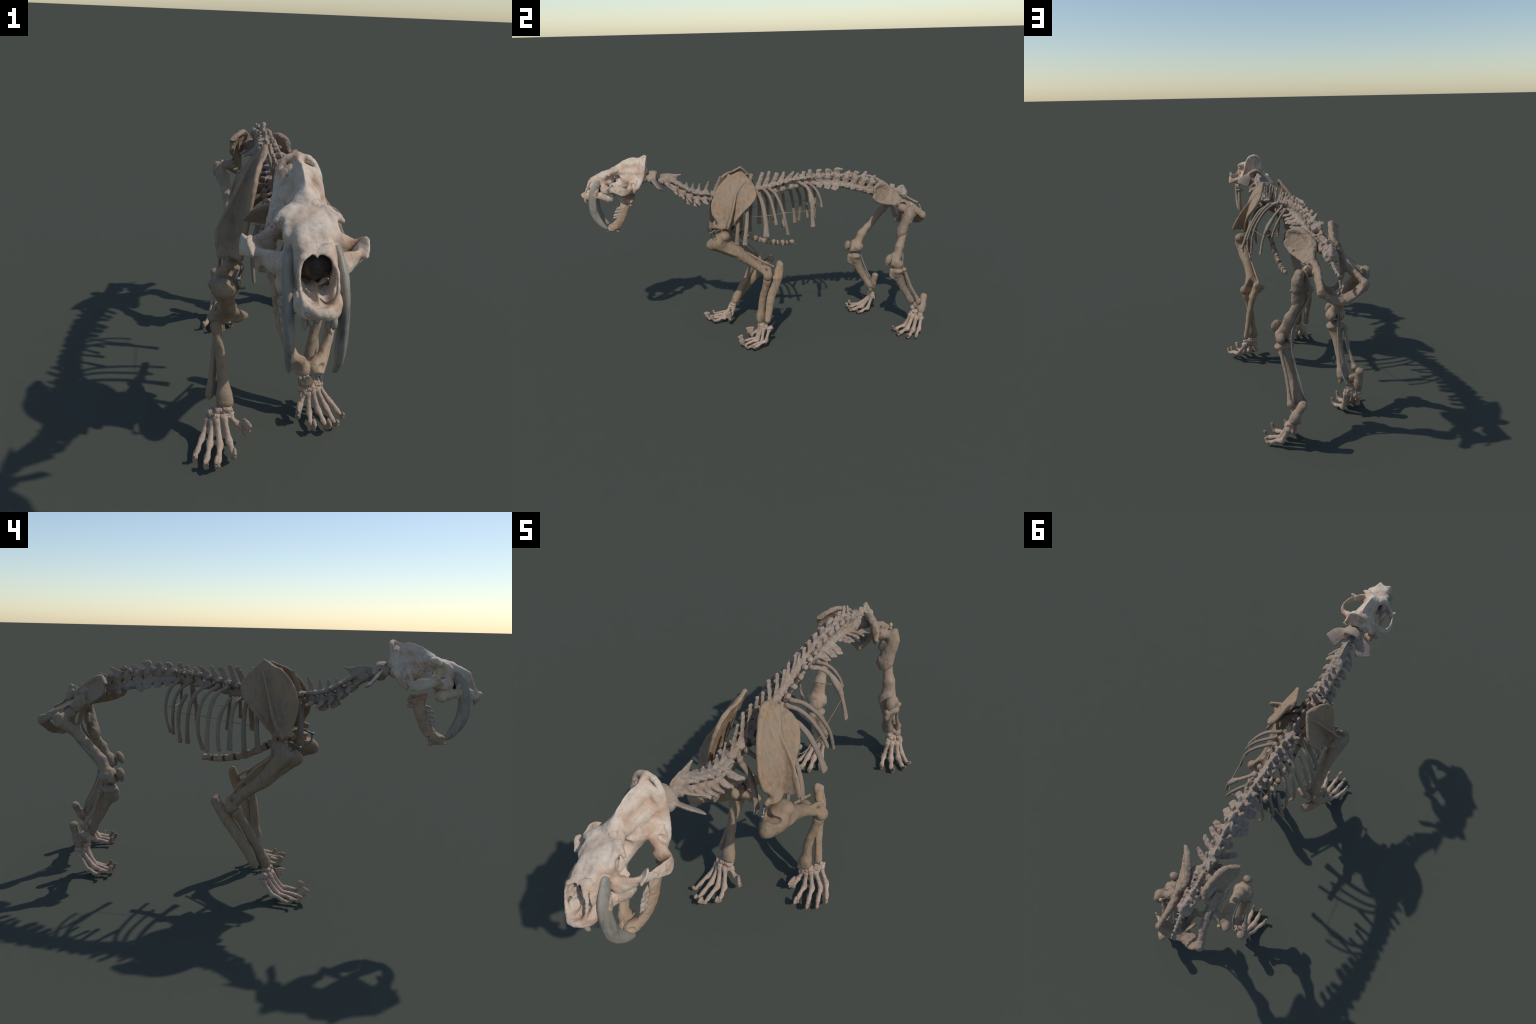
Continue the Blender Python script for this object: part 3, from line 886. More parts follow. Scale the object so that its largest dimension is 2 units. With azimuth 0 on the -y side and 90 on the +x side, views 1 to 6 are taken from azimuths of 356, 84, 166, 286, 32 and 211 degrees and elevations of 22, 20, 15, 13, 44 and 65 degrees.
def rod(name, pts, r, mat, parent=ROOT, sides=10, sub=8):
    """A round wire or cord swept along a smooth path, with closed ends."""
    P = smooth_path(pts, sub)
    n = len(P)
    T = np.gradient(P, axis=0)
    T /= np.linalg.norm(T, axis=1)[:, None]
    u = unit(np.cross(T[0], (.31, .22, .93)))
    vs, fs = [], []
    ang = np.linspace(0, 2 * math.pi, sides, endpoint=False)
    for p, t in zip(P, T):
        u = unit(u - t * (u @ t))
        v = np.cross(t, u)
        vs.append(p + r * (np.cos(ang)[:, None] * u + np.sin(ang)[:, None] * v))
    vs.append(P[:1])
    vs.append(P[-1:])
    for i in range(n - 1):
        for j in range(sides):
            k = (j + 1) % sides
            fs.append((i * sides + j, i * sides + k, (i + 1) * sides + k, (i + 1) * sides + j))
    V0, V1 = n * sides, n * sides + 1
    tri = [(V0, (j + 1) % sides, j) for j in range(sides)] + [(V1, (n - 1) * sides + j, (n - 1) * sides + (j + 1) % sides) for j in range(sides)]
    verts = np.vstack(vs)
    me = bpy.data.meshes.new(name)
    c = (verts.min(0) + verts.max(0)) / 2
    me.from_pydata((verts - c).tolist(), [], fs + tri)
    me.polygons.foreach_set("use_smooth", np.full(len(me.polygons), True))
    me.materials.append(mat)
    ob = bpy.data.objects.new(name, me)
    bpy.context.scene.collection.objects.link(ob)
    ob.parent = parent
    ob.location = c - ORIGIN[parent]
    ORIGIN[ob] = c
    return ob


rod("sternum_strip", st[18:] + V(0, .004, -.013), .0035, M_STERN)
rod("rib_wire", [(.070, -.072, .776), (.115, -.04, .781), (.133, .013, .788), (.136, .068, .794), (.130, .118, .798), (.114, .285, .800), (.078, .335, .822)], .0015, M_WIRE, sub=1)
rod("rib_wire", [(-.137, -.094, .751), (-.152, -.043, .757), (-.164, .012, .769), (-.169, .063, .776), (-.164, .113, .781), (-.160, .164, .786), (-.149, .216, .790), (-.145, .262, .786), (-.127, .297, .797), (-.081, .341, .807)], .0015, M_WIRE, sub=1)
rod("rib_wire", [(.078, .335, .822), (.01, .320, .813), (-.05, .325, .808), (-.098, .342, .806)], .0015, M_WIRE, sub=1)


# ================================================================ SHOULDER AND FORELIMB
def scapula(outline, front, rear, spine, glen, s):
    """Blade spanned between its front and rear borders, with a tall leaning spine."""
    F = Field(.0022)
    front, rear, spine = (np.array(q, float) for q in (front, rear, spine))
    ctl = np.vstack([front, rear])
    F.plate(outline, ctl, .0032, .0035, .010)
    # root of the spine: on the blade, a little medial to the free edge
    cols = lambda y, z: np.stack([np.ones_like(y), y, z, y * y, y * z, z * z], -1)
    y0, z0 = ctl[:, 1].mean(), ctl[:, 2].mean()
    M = cols(ctl[:, 1] - y0, ctl[:, 2] - z0)
    reg = np.diag([0, 0, 0, 2e-3, 2e-3, 2e-3])
    co = np.linalg.solve(M.T @ M + reg * reg, M.T @ ctl[:, 0])
    E = smooth_path(spine, 8)
    root_y = E[:, 1] + np.linspace(.004, -.012, len(E))
    root_z = E[:, 2] - np.linspace(.002, .022, len(E))
    B = np.stack([cols(root_y - y0, root_z - z0) @ co, root_y, root_z], 1)
    for i in range(len(E) - 1):
        a, b = (E[i] + B[i]) / 2, (E[i + 1] + B[i + 1]) / 2
        o = E[i] - B[i]
        hh, h2 = np.linalg.norm(E[i] - B[i]) / 2, np.linalg.norm(E[i + 1] - B[i + 1]) / 2
        F.tube([a, b], [(max(hh, .004), .0030), (max(h2, .004), .0030)], k=.006, side=unit(o), sub=1)
    F.tube(E, [.0035] + [.0042] * (len(E) - 2) + [.006], k=.006, sub=1)
    F.tube(B[:-6], [(.005, .005)] * (len(B) - 6), k=.012, sub=1)
    F.tube([E[-8], E[-1], E[-1] + V(.004 * s, -.006, -.014)], [(.006, .010), (.005, .012), (.004, .007)], k=.008, side=(0, 1, .4))
    for edge, r in ((front, .0045), (rear, .0050)):
        F.tube(edge, [r] * len(edge), k=.008, sub=2)
    # neck, glenoid and coracoid
    g = V(*glen)
    F.tube([g + V(-.008 * s, .004, .060), g + V(-.004 * s, 0, .030), g + V(0, 0, .010)], [(.007, .032), (.013, .026), (.019, .033)], k=.014, side=(1, 0, 0))
    F.ball(g + V(-.012 * s, -.038, .010), (.010, .014, .013), k=.012)
    F.ball(g + V(0, .004, -.008), (.018, .028, .014), k=.006, sub_op=True)
    bone("scapula", F, M_FORE, rough=.0011, rscale=.02)

scapula([(-.128, 1.015), (-.155, 1.005), (-.179, .994), (-.217, .965), (-.245, .931), (-.265, .895), (-.278, .860), (-.281, .827), (-.275, .797), (-.258, .770), (-.250, .745), (-.225, .720), (-.195, .722), (-.172, .740), (-.166, .752),
         (-.135, .787), (-.101, .823), (-.069, .850), (-.044, .873), (-.030, .898), (-.031, .928), (-.050, .964), (-.072, .990), (-.090, 1.008), (-.108, 1.019)],
        [(.018, -.115, 1.018), (.016, -.140, 1.008), (.032, -.179, .994), (.048, -.217, .965), (.062, -.245, .931), (.074, -.265, .895), (.085, -.277, .860), (.093, -.280, .827), (.097, -.273, .797), (.100, -.256, .770)],
        [(.026, -.100, 1.018), (.033, -.088, 1.005), (.049, -.050, .964), (.068, -.031, .928), (.086, -.030, .898), (.102, -.044, .873), (.114, -.069, .850), (.121, -.101, .823), (.125, -.135, .787), (.126, -.166, .745)],
        [(.037, -.088, .976), (.053, -.112, .957), (.076, -.130, .933), (.103, -.144, .902), (.132, -.157, .863), (.159, -.174, .812), (.180, -.195, .755)], (.114, -.226, .722), 1)
scapula([(-.102, 1.030), (-.125, 1.020), (-.146, 1.008), (-.172, .997), (-.194, .984), (-.218, .961), (-.243, .925), (-.263, .875), (-.268, .840), (-.266, .813), (-.252, .768), (-.246, .748), (-.246, .732), (-.225, .712), (-.195, .708), (-.171, .723),
         (-.129, .773), (-.088, .818), (-.052, .857), (-.029, .893), (-.022, .926), (-.035, .959), (-.066, .994), (-.088, 1.020)],
        [(-.066, -.105, 1.028), (-.071, -.146, 1.006), (-.083, -.172, .997), (-.093, -.194, .984), (-.100, -.218, .961), (-.105, -.243, .925), (-.113, -.263, .875), (-.124, -.266, .813), (-.136, -.245, .750)],
        [(-.068, -.100, 1.030), (-.089, -.066, .994), (-.112, -.035, .959), (-.130, -.022, .926), (-.143, -.029, .893), (-.152, -.052, .857), (-.158, -.088, .818), (-.161, -.129, .773), (-.157, -.171, .728)],
        [(-.095, -.102, .990), (-.112, -.112, .972), (-.155, -.148, .887), (-.190, -.172, .825), (-.206, -.187, .785), (-.204, -.203, .755), (-.194, -.216, .732)], (-.150, -.212, .714), -1)


def humerus(head, tub, prox, mid, low, lat, med, ridge):
    head, tub, prox, mid, low, lat, med, ridge = (V(*p) for p in (head, tub, prox, mid, low, lat, med, ridge))
    F = Field(.0022)
    dist = (lat + med) / 2
    ax = unit(lat - med)
    shaft = unit(low - mid)
    F.tube([prox, (prox + mid) / 2, mid, (mid + low) / 2, low, low * .35 + dist * .65], [(.042, .044), (.030, .038), (.026, .034), (.025, .028), (.029, .024), (.046, .019)], k=.02, side=ax)
    F.ball(head, (.036, .034, .028), k=.02)
    F.tube([prox, tub * .75 + prox * .25, tub], [.040, .032, .020], k=.02)
    F.tube([tub, tub * .5 + mid * .5 - V(0, .004, .010), mid], [(.016, .016), (.010, .014), (.010, .010)], k=.014)
    F.ball(tub * .5 + prox * .5 - ax * .022, (.018, .022, .020), k=.015)
    # deltoid ridge on the outer side, groove between the tubercles, rough front face
    sx = np.sign(prox[0])
    F.tube([tub + V(.030 * sx, .026, .010), prox * .45 + mid * .55 + V(.024 * sx, -.004, -.012), mid + V(.012 * sx, .010, -.006)], [.013, .010, .008], k=.012)
    F.ball(head * .35 + tub * .65 + V(-.020 * sx, .004, .028), (.018, .022, .014), k=.008, sub_op=True)
    F.ball(tub * .55 + head * .45 + V(.004 * sx, -.010, .022), (.030, .016, .012), k=.008, sub_op=True)
    # trochlea with its pinched waist, epicondyles, olecranon pit
    F.tube([lat, lat * .66 + med * .34, lat * .45 + med * .55, med * .78 + lat * .22], [.026, .022, .019, .023], k=.008)
    F.tube([med * .8 + lat * .2, med - shaft * .008, med - ax * .012 - shaft * .006], [(.016, .018), (.014, .016), (.010, .011)], k=.014)
    F.tube([lat + V(0, .004, .002), ridge, ridge * .45 + low * .55, low], [(.016, .014), (.009, .011), (.009, .010), (.012, .012)], k=.014, side=ax)
    F.tube([med + V(0, 0, .006), med * .5 + low * .5 + V(0, .006, .008), low], [(.010, .012), (.006, .007), (.008, .008)], k=.010, side=ax)
    up = unit(np.cross(ax, shaft))
    up = up if up[2] > 0 else -up
    pit = dist - shaft * .030 + up * .022 + V(0, .004, 0)
    F.ball(pit, (.017, .016, .020), k=.010, sub_op=True)
    bone("humerus", F, M_FORE, rough=.0011, rscale=.025)


for bar in ([(.118, -.192, .649), (.111, -.130, .596), (.105, -.067, .548), (.100, -.003, .505), (.097, .062, .466)], [(-.153, -.168, .622), (-.158, -.113, .580), (-.158, -.064, .530), (-.152, -.021, .482), (-.140, .008, .435)]):
    F = Field(.0018)
    F.tube(bar, [(.005, .008), (.005, .008), (.0045, .007), (.0045, .0065), (.005, .006)])
    bone("humerus_ridge", F, M_FORE, rough=.0008)


def radius_ulna(rt, rm, rb, ol, up_, um, ub, notch):
    F = Field(.002)
    rt, rm, rb, ol, up_, um, ub, notch = (V(*p) for p in (rt, rm, rb, ol, up_, um, ub, notch))
    d = unit(rb - rt)
    F.tube([rt - d * .004, rt + d * .014, rt * .72 + rm * .28, rm, rm * .45 + rb * .55, rb - d * .022, rb], [(.024, .025), (.020, .022), (.0172, .020), (.018, .021), (.020, .0215), (.028, .027), (.030, .024)], k=.008)
    F.ball(rt - d * .014, (.015, .014, .010), k=.006, sub_op=True)
    F.ball(rb + V(.016 * -np.sign(rb[0]), -.004, -.004), (.011, .014, .014), k=.010)
    bone("radius", F, M_FORE, rough=.0011, rscale=.02)
    F = Field(.002)
    F.tube([ol, ol * .5 + up_ * .5, up_, up_ * .5 + um * .5, um, um * .4 + ub * .6, ub], [(.021, .021), (.018, .027), (.017, .028), (.015, .0265), (.0135, .024), (.0135, .021), (.016, .019)], k=.01)
    F.ball(ol + V(.008 * -np.sign(ol[0]), -.004, .014), (.009, .012, .014), k=.012)
    F.ball(ol + V(.008 * np.sign(ol[0]), .004, .008), (.010, .012, .010), k=.012)
    F.tube([up_, notch + (notch - up_) * .15], [(.018, .012), (.014, .008)], k=.012)
    F.ball(notch + V(0, -.012, .024), (.022, .020, .020), k=.008, sub_op=True)
    F.tube([ub, ub + unit(ub - um) * .014], [.011, .008], k=.006)
    bone("ulna", F, M_FORE, rough=.0011, rscale=.02)


humerus((.140, -.220, .684), (.114, -.302, .626), (.126, -.250, .648), (.124, -.125, .556), (.124, -.044, .494), (.173, .018, .438), (.082, .026, .440), (.160, .028, .480))
radius_ulna((.162, .014, .404), (.138, -.012, .289), (.127, -.030, .148), (.119, .096, .480), (.142, .078, .412), (.157, .034, .294), (.171, .010, .158), (.138, .046, .415))
humerus((-.160, -.206, .674), (-.192, -.292, .636), (-.178, -.240, .640), (-.176, -.152, .534), (-.172, -.064, .464), (-.213, -.006, .398), (-.116, .002, .398), (-.203, .006, .438))
radius_ulna((-.205, -.036, .372), (-.189, -.090, .277), (-.173, -.158, .152), (-.180, .076, .412), (-.200, .022, .352), (-.214, -.066, .240), (-.226, -.124, .156), (-.192, -.004, .368))


# ---------------------------------------------------------------- feet
def capped(pts, rs, rough=.0006, h=.0015, side=(1, 0, 0)):
    F = Field(h)
    F.tube(pts, rs, side=side)
    return F


def claw(base, face, h, w, thick, mat, parent, lean_f=.3):
    """A tall ungual bone: narrow knuckle below, spreading blade above, hollow in front."""
    base = V(*base)
    f = unit((face[0], face[1], 0))
    sidev = V(-f[1], f[0], 0)
    upv = unit(V(0, 0, 1) + f * lean_f)
    F = Field(.0013)
    back = base - f * .006
    F.tube([back, base + upv * h * .45, base + upv * h * .92 + f * w * .1], [(w * .40, thick * 1.05), (w * .62, thick * .95), (w, thick * .75)], side=f, sub=5)
    F.ball(back - f * .002 + V(0, 0, .002), (.008, .008, .0075), k=.006)
    F.tube([base + upv * h * .3 + f * w * .3, base + upv * h * .5 + f * w * 1.05], [(.004, .003), (.002, .002)], k=.004)
    F.ball(base + upv * h * .58 + f * w * 1.0, (.004, .004, .008), k=.004, sub_op=True)
    bone("claw", F, mat, parent, rough=.0007, rscale=.008)


def digit(p, d, pip, tip, r, mat_claw, claw_size=None, long_phal=True, kind="metacarpal"):
    p, d, pip, tip = (V(*q) for q in (p, d, pip, tip))
    a = unit(d - p)
    F = capped([p, p * .75 + d * .25, p * .3 + d * .7, d - a * .006, d], [(r * 1.15, r * 1.25), (r * .78, r * .8), (r * .85, r * .85), (r * 1.12, r * 1.1), (r * 1.15, r * 1.05)])
    F.ball(p + V(0, .004, .002), r * 1.1, k=.006)
    mc = bone(kind, F, M_FOOT, rough=.0006, rscale=.009)
    lift = V(0, 0, .004)
    b = unit(pip - d)
    F = capped([d + b * .009 + lift * .6, d * .5 + pip * .5 + lift * 1.2, pip - b * .003], [(r * 1.05, r * .95), (r * .72, r * .66), (r * .92, r * .8)])
    bone("phalanx", F, M_FOOT, mc, rough=.0006, rscale=.008)
    c = unit(tip - pip)
    endp = tip - c * .012
    F = capped([pip + c * .004, pip * .45 + endp * .55 + lift * .5, endp], [(r * .85, r * .8), (r * .62, r * .55), (r * .7, r * .66)])
    bone("phalanx", F, M_FOOT, mc, rough=.0006, rscale=.008)
    if claw_size:
        h, w, t = claw_size
        claw(tip - c * .006 + V(0, 0, .002), c, h, w, t, mat_claw, mc)
    return mc


# left forefoot
digit((.186, .014, .100), (.224, -.010, .047), (.251, -.062, .036), (.264, -.095, .026), .0105, M_CLAW, (.022, .010, .0065))
digit((.174, -.016, .102), (.210, -.034, .032), (.226, -.097, .023), (.238, -.128, .014), .0112, M_CLAW, (.026, .011, .007))
digit((.157, -.026, .100), (.178, -.055, .032), (.190, -.110, .026), (.201, -.146, .014), .0112, M_CLAW, (.042, .018, .0085))
digit((.138, -.034, .094), (.143, -.060, .026), (.143, -.111, .022), (.148, -.147, .012), .0110, M_CLAW, (.044, .018, .0085))
mc = digit((.122, -.034, .090), (.107, -.057, .054), (.104, -.070, .044), (.098, -.088, .030), .0102, M_CLAW)
claw((.098, -.086, .026), (-.15, -1, 0), .058, .026, .0095, M_CLAW, mc, .05)
# right forefoot
digit((-.232, -.172, .080), (-.249, -.214, .034), (-.263, -.264, .024), (-.272, -.302, .014), .0105, M_CLAW, (.022, .010, .0065))
digit((-.215, -.184, .084), (-.222, -.237, .027), (-.229, -.297, .020), (-.235, -.334, .012), .0112, M_CLAW, (.028, .012, .0075))
digit((-.198, -.190, .094), (-.187, -.240, .024), (-.191, -.308, .022), (-.197, -.342, .012), .0116, M_CLAW, (.050, .016, .009))
digit((-.173, -.191, .102), (-.155, -.234, .034), (-.144, -.276, .030), (-.140, -.308, .020), .0112, M_CLAW, (.045, .015, .0085))
mc = digit((-.151, -.176, .096), (-.126, -.186, .072), (-.114, -.192, .066), (-.104, -.204, .056), .0102, M_CLAW)
claw((-.096, -.206, .048), (.55, -.85, 0), .052, .025, .0095, M_CLAW, mc, .0)


def blocks(name, items, mat=M_FOOT):
    for c, r in items:
        F = Field(.0014)
        g = np.random.default_rng(int(abs(c[0]) * 1e4))
        a = unit((1, g.uniform(-.4, .4), g.uniform(-.3, .3)))
        b = unit(np.cross(a, (g.uniform(-.3, .3), g.uniform(-.3, .3), 1)))
        F.block(c, tuple(q * 1.10 for q in r), (a, b, np.cross(a, b)))
        bone(name, F, mat, rough=.0026, rscale=.009)


blocks("carpal", [((.118, -.028, .120), (.017, .015, .013)), ((.143, -.024, .118), (.016, .016, .012)), ((.132, -.030, .105), (.016, .012, .009)), ((.155, -.018, .110), (.014, .013, .011)),
                  ((.174, -.004, .116), (.014, .014, .012)), ((.186, .020, .110), (.010, .016, .010)), ((.118, -.034, .100), (.012, .010, .009)),
                  ((-.165, -.172, .124), (.017, .015, .013)), ((-.188, -.168, .121), (.017, .016, .013)), ((-.172, -.184, .108), (.016, .012, .009)), ((-.196, -.180, .104), (.016, .013, .010)),
                  ((-.214, -.165, .106), (.015, .014, .013)), ((-.226, -.150, .102), (.010, .016, .011)), ((-.156, -.176, .106), (.012, .010, .009))])

# steel hooks at the shoulders
for s, b in ((1, V(.100, -.292, .692)), (-1, V(-.145, -.285, .671))):
    ob = rod("shoulder_hook", [b + V(-.012 * s, .045, .022), b + V(-.008 * s, .020, .014), b, b + V(-.008 * s, .002, -.030), b + V(-.022 * s, .030, -.042)], .0042, M_STEEL)
    F = Field(.0012)
    F.ball(b + V(0, -.004, .003), (.0085, .009, .007))
    bone("hook_bolt", F, M_STEEL, ob, rough=.0002)


# ================================================================ PELVIS
def pelvis():
    F = Field(.0022)
    # each hip blade hangs between an upper and a lower border
    upL = [(.078, .657, .905), (.044, .701, .918), (.017, .741, .895), (.002, .770, .880), (.000, .788, .868), (.008, .802, .855), (.016, .812, .836)]
    loL = [(.094, .649, .850), (.090, .660, .832), (.088, .673, .822), (.071, .714, .806), (.053, .759, .795), (.042, .801, .789)]
    upR = [(-.158, .616, .903), (-.130, .640, .922), (-.107, .677, .932), (-.093, .736, .902), (-.083, .764, .886), (-.084, .780, .876), (-.096, .795, .860), (-.108, .800, .831)]
    loR = [(-.153, .621, .868), (-.153, .639, .848), (-.150, .661, .836), (-.142, .681, .826), (-.133, .704, .811), (-.128, .725, .797), (-.130, .755, .780), (-.135, .79, .770)]
    for up_edge, lo_edge in ((upL, loL), (upR, loR)):
        F.plate([p[1:] for p in up_edge] + [p[1:] for p in lo_edge[::-1]], up_edge + lo_edge, .0048, .004, .012)
        F.tube(up_edge, [.007] * len(up_edge), k=.010, sub=2)
        F.tube(lo_edge, [.0065] * len(lo_edge), k=.010, sub=2)
    # crests thickened toward the sacrum
    F.tube([(.060, .676, .910), (.036, .708, .910), (.015, .745, .884), (.006, .775, .866)], [(.006, .008), (.008, .009), (.010, .016), (.009, .014)], k=.014)
    F.tube([(-.120, .660, .925), (-.102, .705, .915), (-.092, .742, .892), (-.087, .772, .872)], [(.006, .008), (.008, .009), (.010, .015), (.009, .014)], k=.014)
    for acet, isch, tub, pub in (((.024, .840, .786), (.024, .898, .764), (.034, .970, .714), (-.020, .845, .690)), ((-.130, .812, .776), (-.138, .875, .758), (-.166, .955, .723), (-.085, .838, .688))):
        s = 1 if acet[0] > 0 else -1
        acet, isch, tub, pub = V(*acet), V(*isch), V(*tub), V(*pub)
        F.tube([acet + V(.008 * s, -.075, .050), acet + V(.003 * s, -.042, .034), acet + V(0, -.01, .004), isch, tub * .5 + isch * .5 + V(.002 * s, 0, 0), tub], [(.006, .034), (.011, .034), (.022, .028), (.016, .023), (.013, .021), (.013, .020)], k=.012, side=(1, 0, .45 * s))
        F.ball(tub + V(0, .006, -.004), (.016, .015, .019), k=.012)
        # pubic bar and ischial floor closing on the midline
        F.tube([acet + V(-.010 * s, -.008, -.010), pub * .5 + acet * .5, pub, V(-.052, .845, .668)], [(.013, .016), (.010, .013), (.010, .014), (.012, .015)], k=.014)
        F.tube([tub + V(-.004 * s, .004, -.012), tub * .6 + V(-.055, .962, .655) * .4 + V(0, .010, -.010), V(-.056, .955, .656)], [(.011, .015), (.010, .019), (.010, .021)], k=.014)
        F.tube([isch * .4 + V(-.055, .91, .66) * .6, V(-.055, .93, .656)], [(.007, .020), (.008, .022)], k=.012)
        # hip socket facing out and down
        F.ball(acet + V(.022 * s, .006, -.010), (.022, .024, .022), k=.006, sub_op=True)
    for a, b in ((V(.022, .958, .700), V(-.040, .955, .660)), (V(-.158, .940, .708), V(-.080, .950, .662))):
        beam = unit((0, 1, -.45))
        F.tube([a, a * .5 + b * .5 + V(0, 0, -.006), b], [(.022, .007), (.026, .007), (.028, .008)], k=.014, side=beam)
    F.tube([(-.050, .840, .668), (-.054, .90, .655), (-.058, .965, .655)], [(.012, .013), (.011, .011), (.013, .015)], k=.014)
    F.ball((.078, .700, .838), (.006, .007, .006), k=.006, sub_op=True)
    F.ball((.074, .706, .822), (.007, .006, .005), k=.006, sub_op=True)
    bone("pelvis", F, M_BONE, rough=.0024, rscale=.018)


pelvis()


# ================================================================ HINDLIMB
def femur_end(F, low, cond, wide, back):
    low, cond = V(*low), V(*cond)
    back = unit(back)
    d = unit(cond - low)
    ex = V(1, 0, 0)
    F.tube([low, low * .45 + cond * .55, cond - d * .016 - back * .010], [(.026, .024), (.034, .026), (.044, .026)], k=.018)
    for s in (1, -1):
        F.tube([cond + ex * s * wide * .52 - back * .024 - d * .006, cond + ex * s * wide * .55 + back * .010 + d * .004, cond + ex * s * wide * .55 + back * .022 - d * .010], [(.016, .018), (.020, .024), (.016, .020)], k=.010)
        F.ball(cond + ex * s * (wide * .9) - d * .012, (.010, .016, .016), k=.012)
        F.tube([cond + ex * s * wide * .38 - back * .026 - d * .030, cond + ex * s * wide * .38 - back * .030 + d * .004], [.011, .011], k=.010)
    F.ball(cond - back * .022 - d * .026, (.026, .020, .030), k=.014)
    F.tube([cond + back * .035 + d * .004, cond + back * .020 + d * .020], [(.008, .012), (.008, .012)], k=.008, sub_op=True)


# left: the old break has left the upper half sitting as a sleeve over the lower
F = Field(.0022)
F.ball((.046, .838, .765), .026, k=.008)
F.tube([(.046, .838, .765), (.066, .850, .762), (.088, .866, .752)], [.019, .018, .022], k=.014)
F.tube([(.098, .874, .768), (.100, .872, .742), (.100, .862, .700)], [(.016, .024), (.020, .027), (.022, .024)], k=.014)
F.tube([(.096, .862, .735), (.092, .848, .690), (.088, .838, .655), (.086, .830, .628), (.085, .824, .606)], [(.031, .024), (.032, .025), (.035, .027), (.036, .028), (.028, .021)], k=.014)
F.tube([(.058, .852, .720), (.050, .848, .690)], [.014, .011], k=.016)
F.tube([(.060, .826, .645), (.052, .822, .622)], [(.010, .014), (.007, .010)], k=.014)
F.ball((.078, .874, .738), (.009, .014, .022), k=.010, sub_op=True)
F.ball((.087, .820, .588), (.020, .017, .016), k=.004, sub_op=True)
fl = bone("femur", F, M_BONE, rough=.0018, rscale=.022)
F = Field(.0022)
F.tube([(.094, .842, .624), (.102, .830, .598), (.118, .812, .556)], [(.020, .019), (.022, .021), (.024, .023)], k=.012)
femur_end(F, (.122, .808, .548), (.140, .782, .456), .040, (.1, 1, -.2))
bone("femur_lower_fragment", F, M_BONE, fl, rough=.0014, rscale=.022)

F = Field(.0022)
F.ball((-.146, .812, .758), .023, k=.008)
F.tube([(-.146, .812, .758), (-.176, .818, .750), (-.206, .826, .737)], [.019, .018, .022], k=.014)
F.tube([(-.220, .834, .745), (-.216, .826, .715)], [(.016, .020), (.020, .024)], k=.014)
F.tube([(-.204, .818, .715), (-.184, .778, .682), (-.170, .736, .641), (-.162, .692, .596), (-.157, .655, .550)], [(.026, .022), (.025, .022), (.023, .021), (.022, .020), (.024, .022)], k=.014)
F.ball((-.172, .800, .700), (.014, .014, .014), k=.014)
femur_end(F, (-.157, .655, .548), (-.152, .616, .464), .040, (0, .9, .25))
bone("femur", F, M_BONE, rough=.0014, rscale=.022)

for c, ax in (((.168, .730, .487), unit((.15, -.35, -.9))), ((-.143, .560, .480), unit((0, -.25, -.95)))):
    F = Field(.0018)
    c = V(*c)
    F.tube([c - ax * .020, c, c + ax * .026], [(.019, .015), (.023, .018), (.008, .008)])
    bone("patella", F, M_BONE, rough=.0012, rscale=.012)


def shank(top, mid, bot, mall, ft, fm, fb, s, wide=.040):
    top, mid, bot, mall, ft, fm, fb = (V(*p) for p in (top, mid, bot, mall, ft, fm, fb))
    F = Field(.0021)
    d = unit(mid - top)
    fr = V(0, -1, 0)
    F.tube([top + V(0, .004, -.004), top + d * .022, top + d * .050, mid, mid * .5 + bot * .5, bot - unit(bot - mid) * .020, bot], [(.038, .030), (.034, .031), (.026, .029), (.021, .023), (.020, .020), (.028, .023), (.030, .023)], k=.014)
    for q in (1, -1):
        F.ball(top + V(q * wide * .55, .010, .002), (.023, .028, .013), k=.014)
    F.tube([top + fr * .026 + V(0, 0, -.002), top + fr * .024 + V(0, 0, -.040), mid * .35 + top * .65 + fr * .012 - V(0, 0, .02)], [(.013, .013), (.010, .013), (.008, .008)], k=.014)
    F.tube([bot, mall], [(.014, .016), (.010, .010)], k=.010)
    bone("tibia", F, M_BONE, rough=.0012, rscale=.02)
    F = Field(.0016)
    F.tube([ft, ft * .85 + fm * .15, fm, fm * .25 + fb * .75, fb], [(.014, .014), (.009, .010), (.0075, .0085), (.010, .011), (.015, .018)])
    F.tube([fb, fb + V(0, -.006, -.016)], [(.012, .013), (.008, .008)], k=.008)
    bone("fibula", F, M_BONE, rough=.0010, rscale=.014)


shank((.147, .786, .414), (.130, .838, .300), (.118, .898, .200), (.106, .898, .178), (.176, .826, .424), (.161, .878, .308), (.160, .934, .205), 1)
shank((-.155, .606, .410), (-.160, .660, .293), (-.157, .718, .196), (-.144, .720, .168), (-.196, .641, .404), (-.199, .674, .313), (-.214, .722, .232), -1)


def hindfoot(heel, low, talus, parts):
    F = Field(.0019)
    heel, low, talus = V(*heel), V(*low), V(*talus)
    F.tube([heel + V(0, -.003, -.006), heel * .6 + low * .4, heel * .25 + low * .75, low], [(.020, .021), (.017, .020), (.021, .025), (.019, .020)], k=.01)
    F.tube([heel * .35 + low * .65, talus * .5 + low * .5 + V(0, 0, .006)], [.013, .010], k=.01)
    bone("calcaneus", F, M_BONE, rough=.0014, rscale=.012)
    F = Field(.0019)
    F.tube([talus + V(-.010, .002, .014), talus + V(.010, .002, .014)], [.018, .018])
    F.tube([talus + V(0, 0, .006), talus + V(-.004 * np.sign(talus[0]), -.016, -.014)], [.015, .013], k=.01)
    bone("talus", F, M_FOOT, rough=.0014, rscale=.010)
    blocks("tarsal", parts)


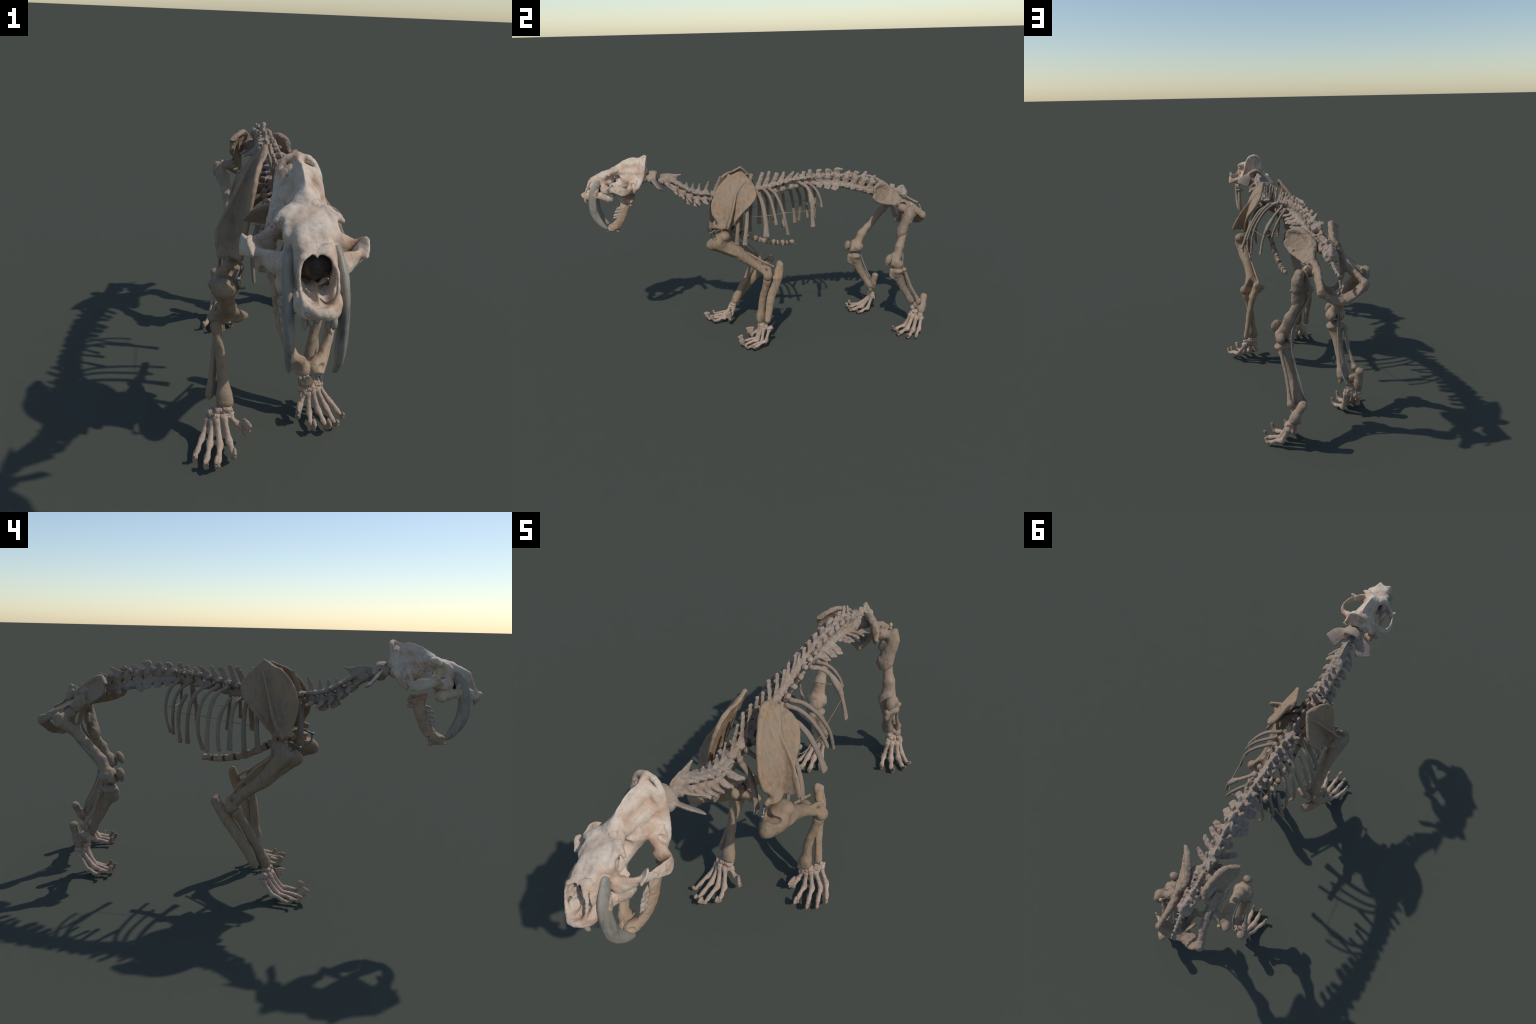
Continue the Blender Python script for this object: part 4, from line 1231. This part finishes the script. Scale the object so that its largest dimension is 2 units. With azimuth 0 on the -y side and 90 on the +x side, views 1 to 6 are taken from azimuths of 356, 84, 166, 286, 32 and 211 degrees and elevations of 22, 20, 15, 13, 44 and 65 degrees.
hindfoot((.118, .984, .222), (.154, .956, .140), (.132, .927, .164),
         [((.168, .946, .114), (.016, .014, .014)), ((.138, .922, .128), (.019, .014, .012)), ((.130, .912, .112), (.013, .012, .011)), ((.150, .920, .110), (.014, .012, .011)), ((.118, .918, .114), (.008, .010, .016))])
hindfoot((-.220, .776, .238), (-.220, .750, .142), (-.200, .727, .172),
         [((-.222, .752, .114), (.016, .014, .014)), ((-.190, .735, .134), (.019, .014, .012)), ((-.176, .738, .118), (.013, .012, .011)), ((-.200, .740, .114), (.014, .012, .011)), ((-.160, .745, .116), (.008, .010, .016))])
MT = dict(kind="metatarsal")
digit((.176, .950, .098), (.201, .933, .034), (.238, .904, .018), (.266, .890, .012), .0118, M_CLAW, (.020, .008, .006), **MT)
digit((.170, .922, .098), (.197, .897, .026), (.231, .864, .016), (.255, .842, .012), .0138, M_HINDCLAW, (.026, .010, .007), **MT)
digit((.149, .908, .102), (.166, .872, .024), (.189, .823, .016), (.210, .797, .012), .0140, M_HINDCLAW, (.032, .011, .0075), **MT)
digit((.130, .898, .100), (.127, .867, .028), (.141, .811, .020), (.148, .788, .014), .0122, M_HINDCLAW, (.028, .010, .007), **MT)
digit((-.226, .753, .098), (-.240, .696, .027), (-.256, .650, .018), (-.268, .614, .016), .0118, M_CLAW, (.026, .010, .006), **MT)
digit((-.207, .745, .100), (-.222, .672, .030), (-.221, .625, .020), (-.218, .588, .016), .0138, M_CLAW, (.032, .011, .007), **MT)
digit((-.185, .738, .108), (-.190, .680, .027), (-.181, .630, .016), (-.174, .590, .014), .0138, M_HINDCLAW, (.032, .011, .007), **MT)
digit((-.164, .742, .112), (-.161, .712, .026), (-.146, .668, .014), (-.133, .634, .012), .0122, M_HINDCLAW, (.026, .010, .007), **MT)

# grey cords running down the hind legs, waxed beads and thin ties at the hips
rod("leg_cord", [(.073, .880, .783), (.054, .888, .708), (.057, .878, .654), (.074, .862, .610), (.093, .844, .570), (.110, .832, .529), (.122, .832, .486), (.124, .834, .439), (.120, .842, .387), (.111, .862, .330), (.098, .894, .266), (.084, .914, .194)], .0048, M_CORD)
rod("leg_cord", [(-.193, .845, .755), (-.186, .800, .690), (-.178, .750, .620), (-.166, .690, .550), (-.158, .655, .495), (-.154, .648, .441), (-.152, .656, .400), (-.148, .671, .356), (-.145, .690, .313), (-.144, .709, .270), (-.146, .727, .231), (-.153, .745, .195), (-.164, .760, .168)], .0045, M_CORD)
for b, tie in ((V(.072, .886, .792), [(.070, .885, .789), (.057, .860, .787), (.054, .840, .786), (.053, .819, .785), (.060, .797, .785), (.062, .774, .784)]), (V(-.193, .847, .757), [(-.190, .843, .760), (-.170, .800, .782), (-.158, .765, .789), (-.158, .735, .790), (-.156, .70, .800)])):
    F = Field(.0012)
    F.ball(b, (.0075, .0075, .009))
    F.tube([b, b + V(0, 0, -.016)], [.004, .005])
    ob = bone("hip_bead", F, M_BEAD, rough=.0004, rscale=.006)
    rod("hip_tie", tie, .0016, M_WIRE, ob)

for ob in bpy.data.objects:
    if ob.name.split(".")[0] in ("intervertebral_disc", "sternal_cartilage"):
        ob["kind"] = "stuff"
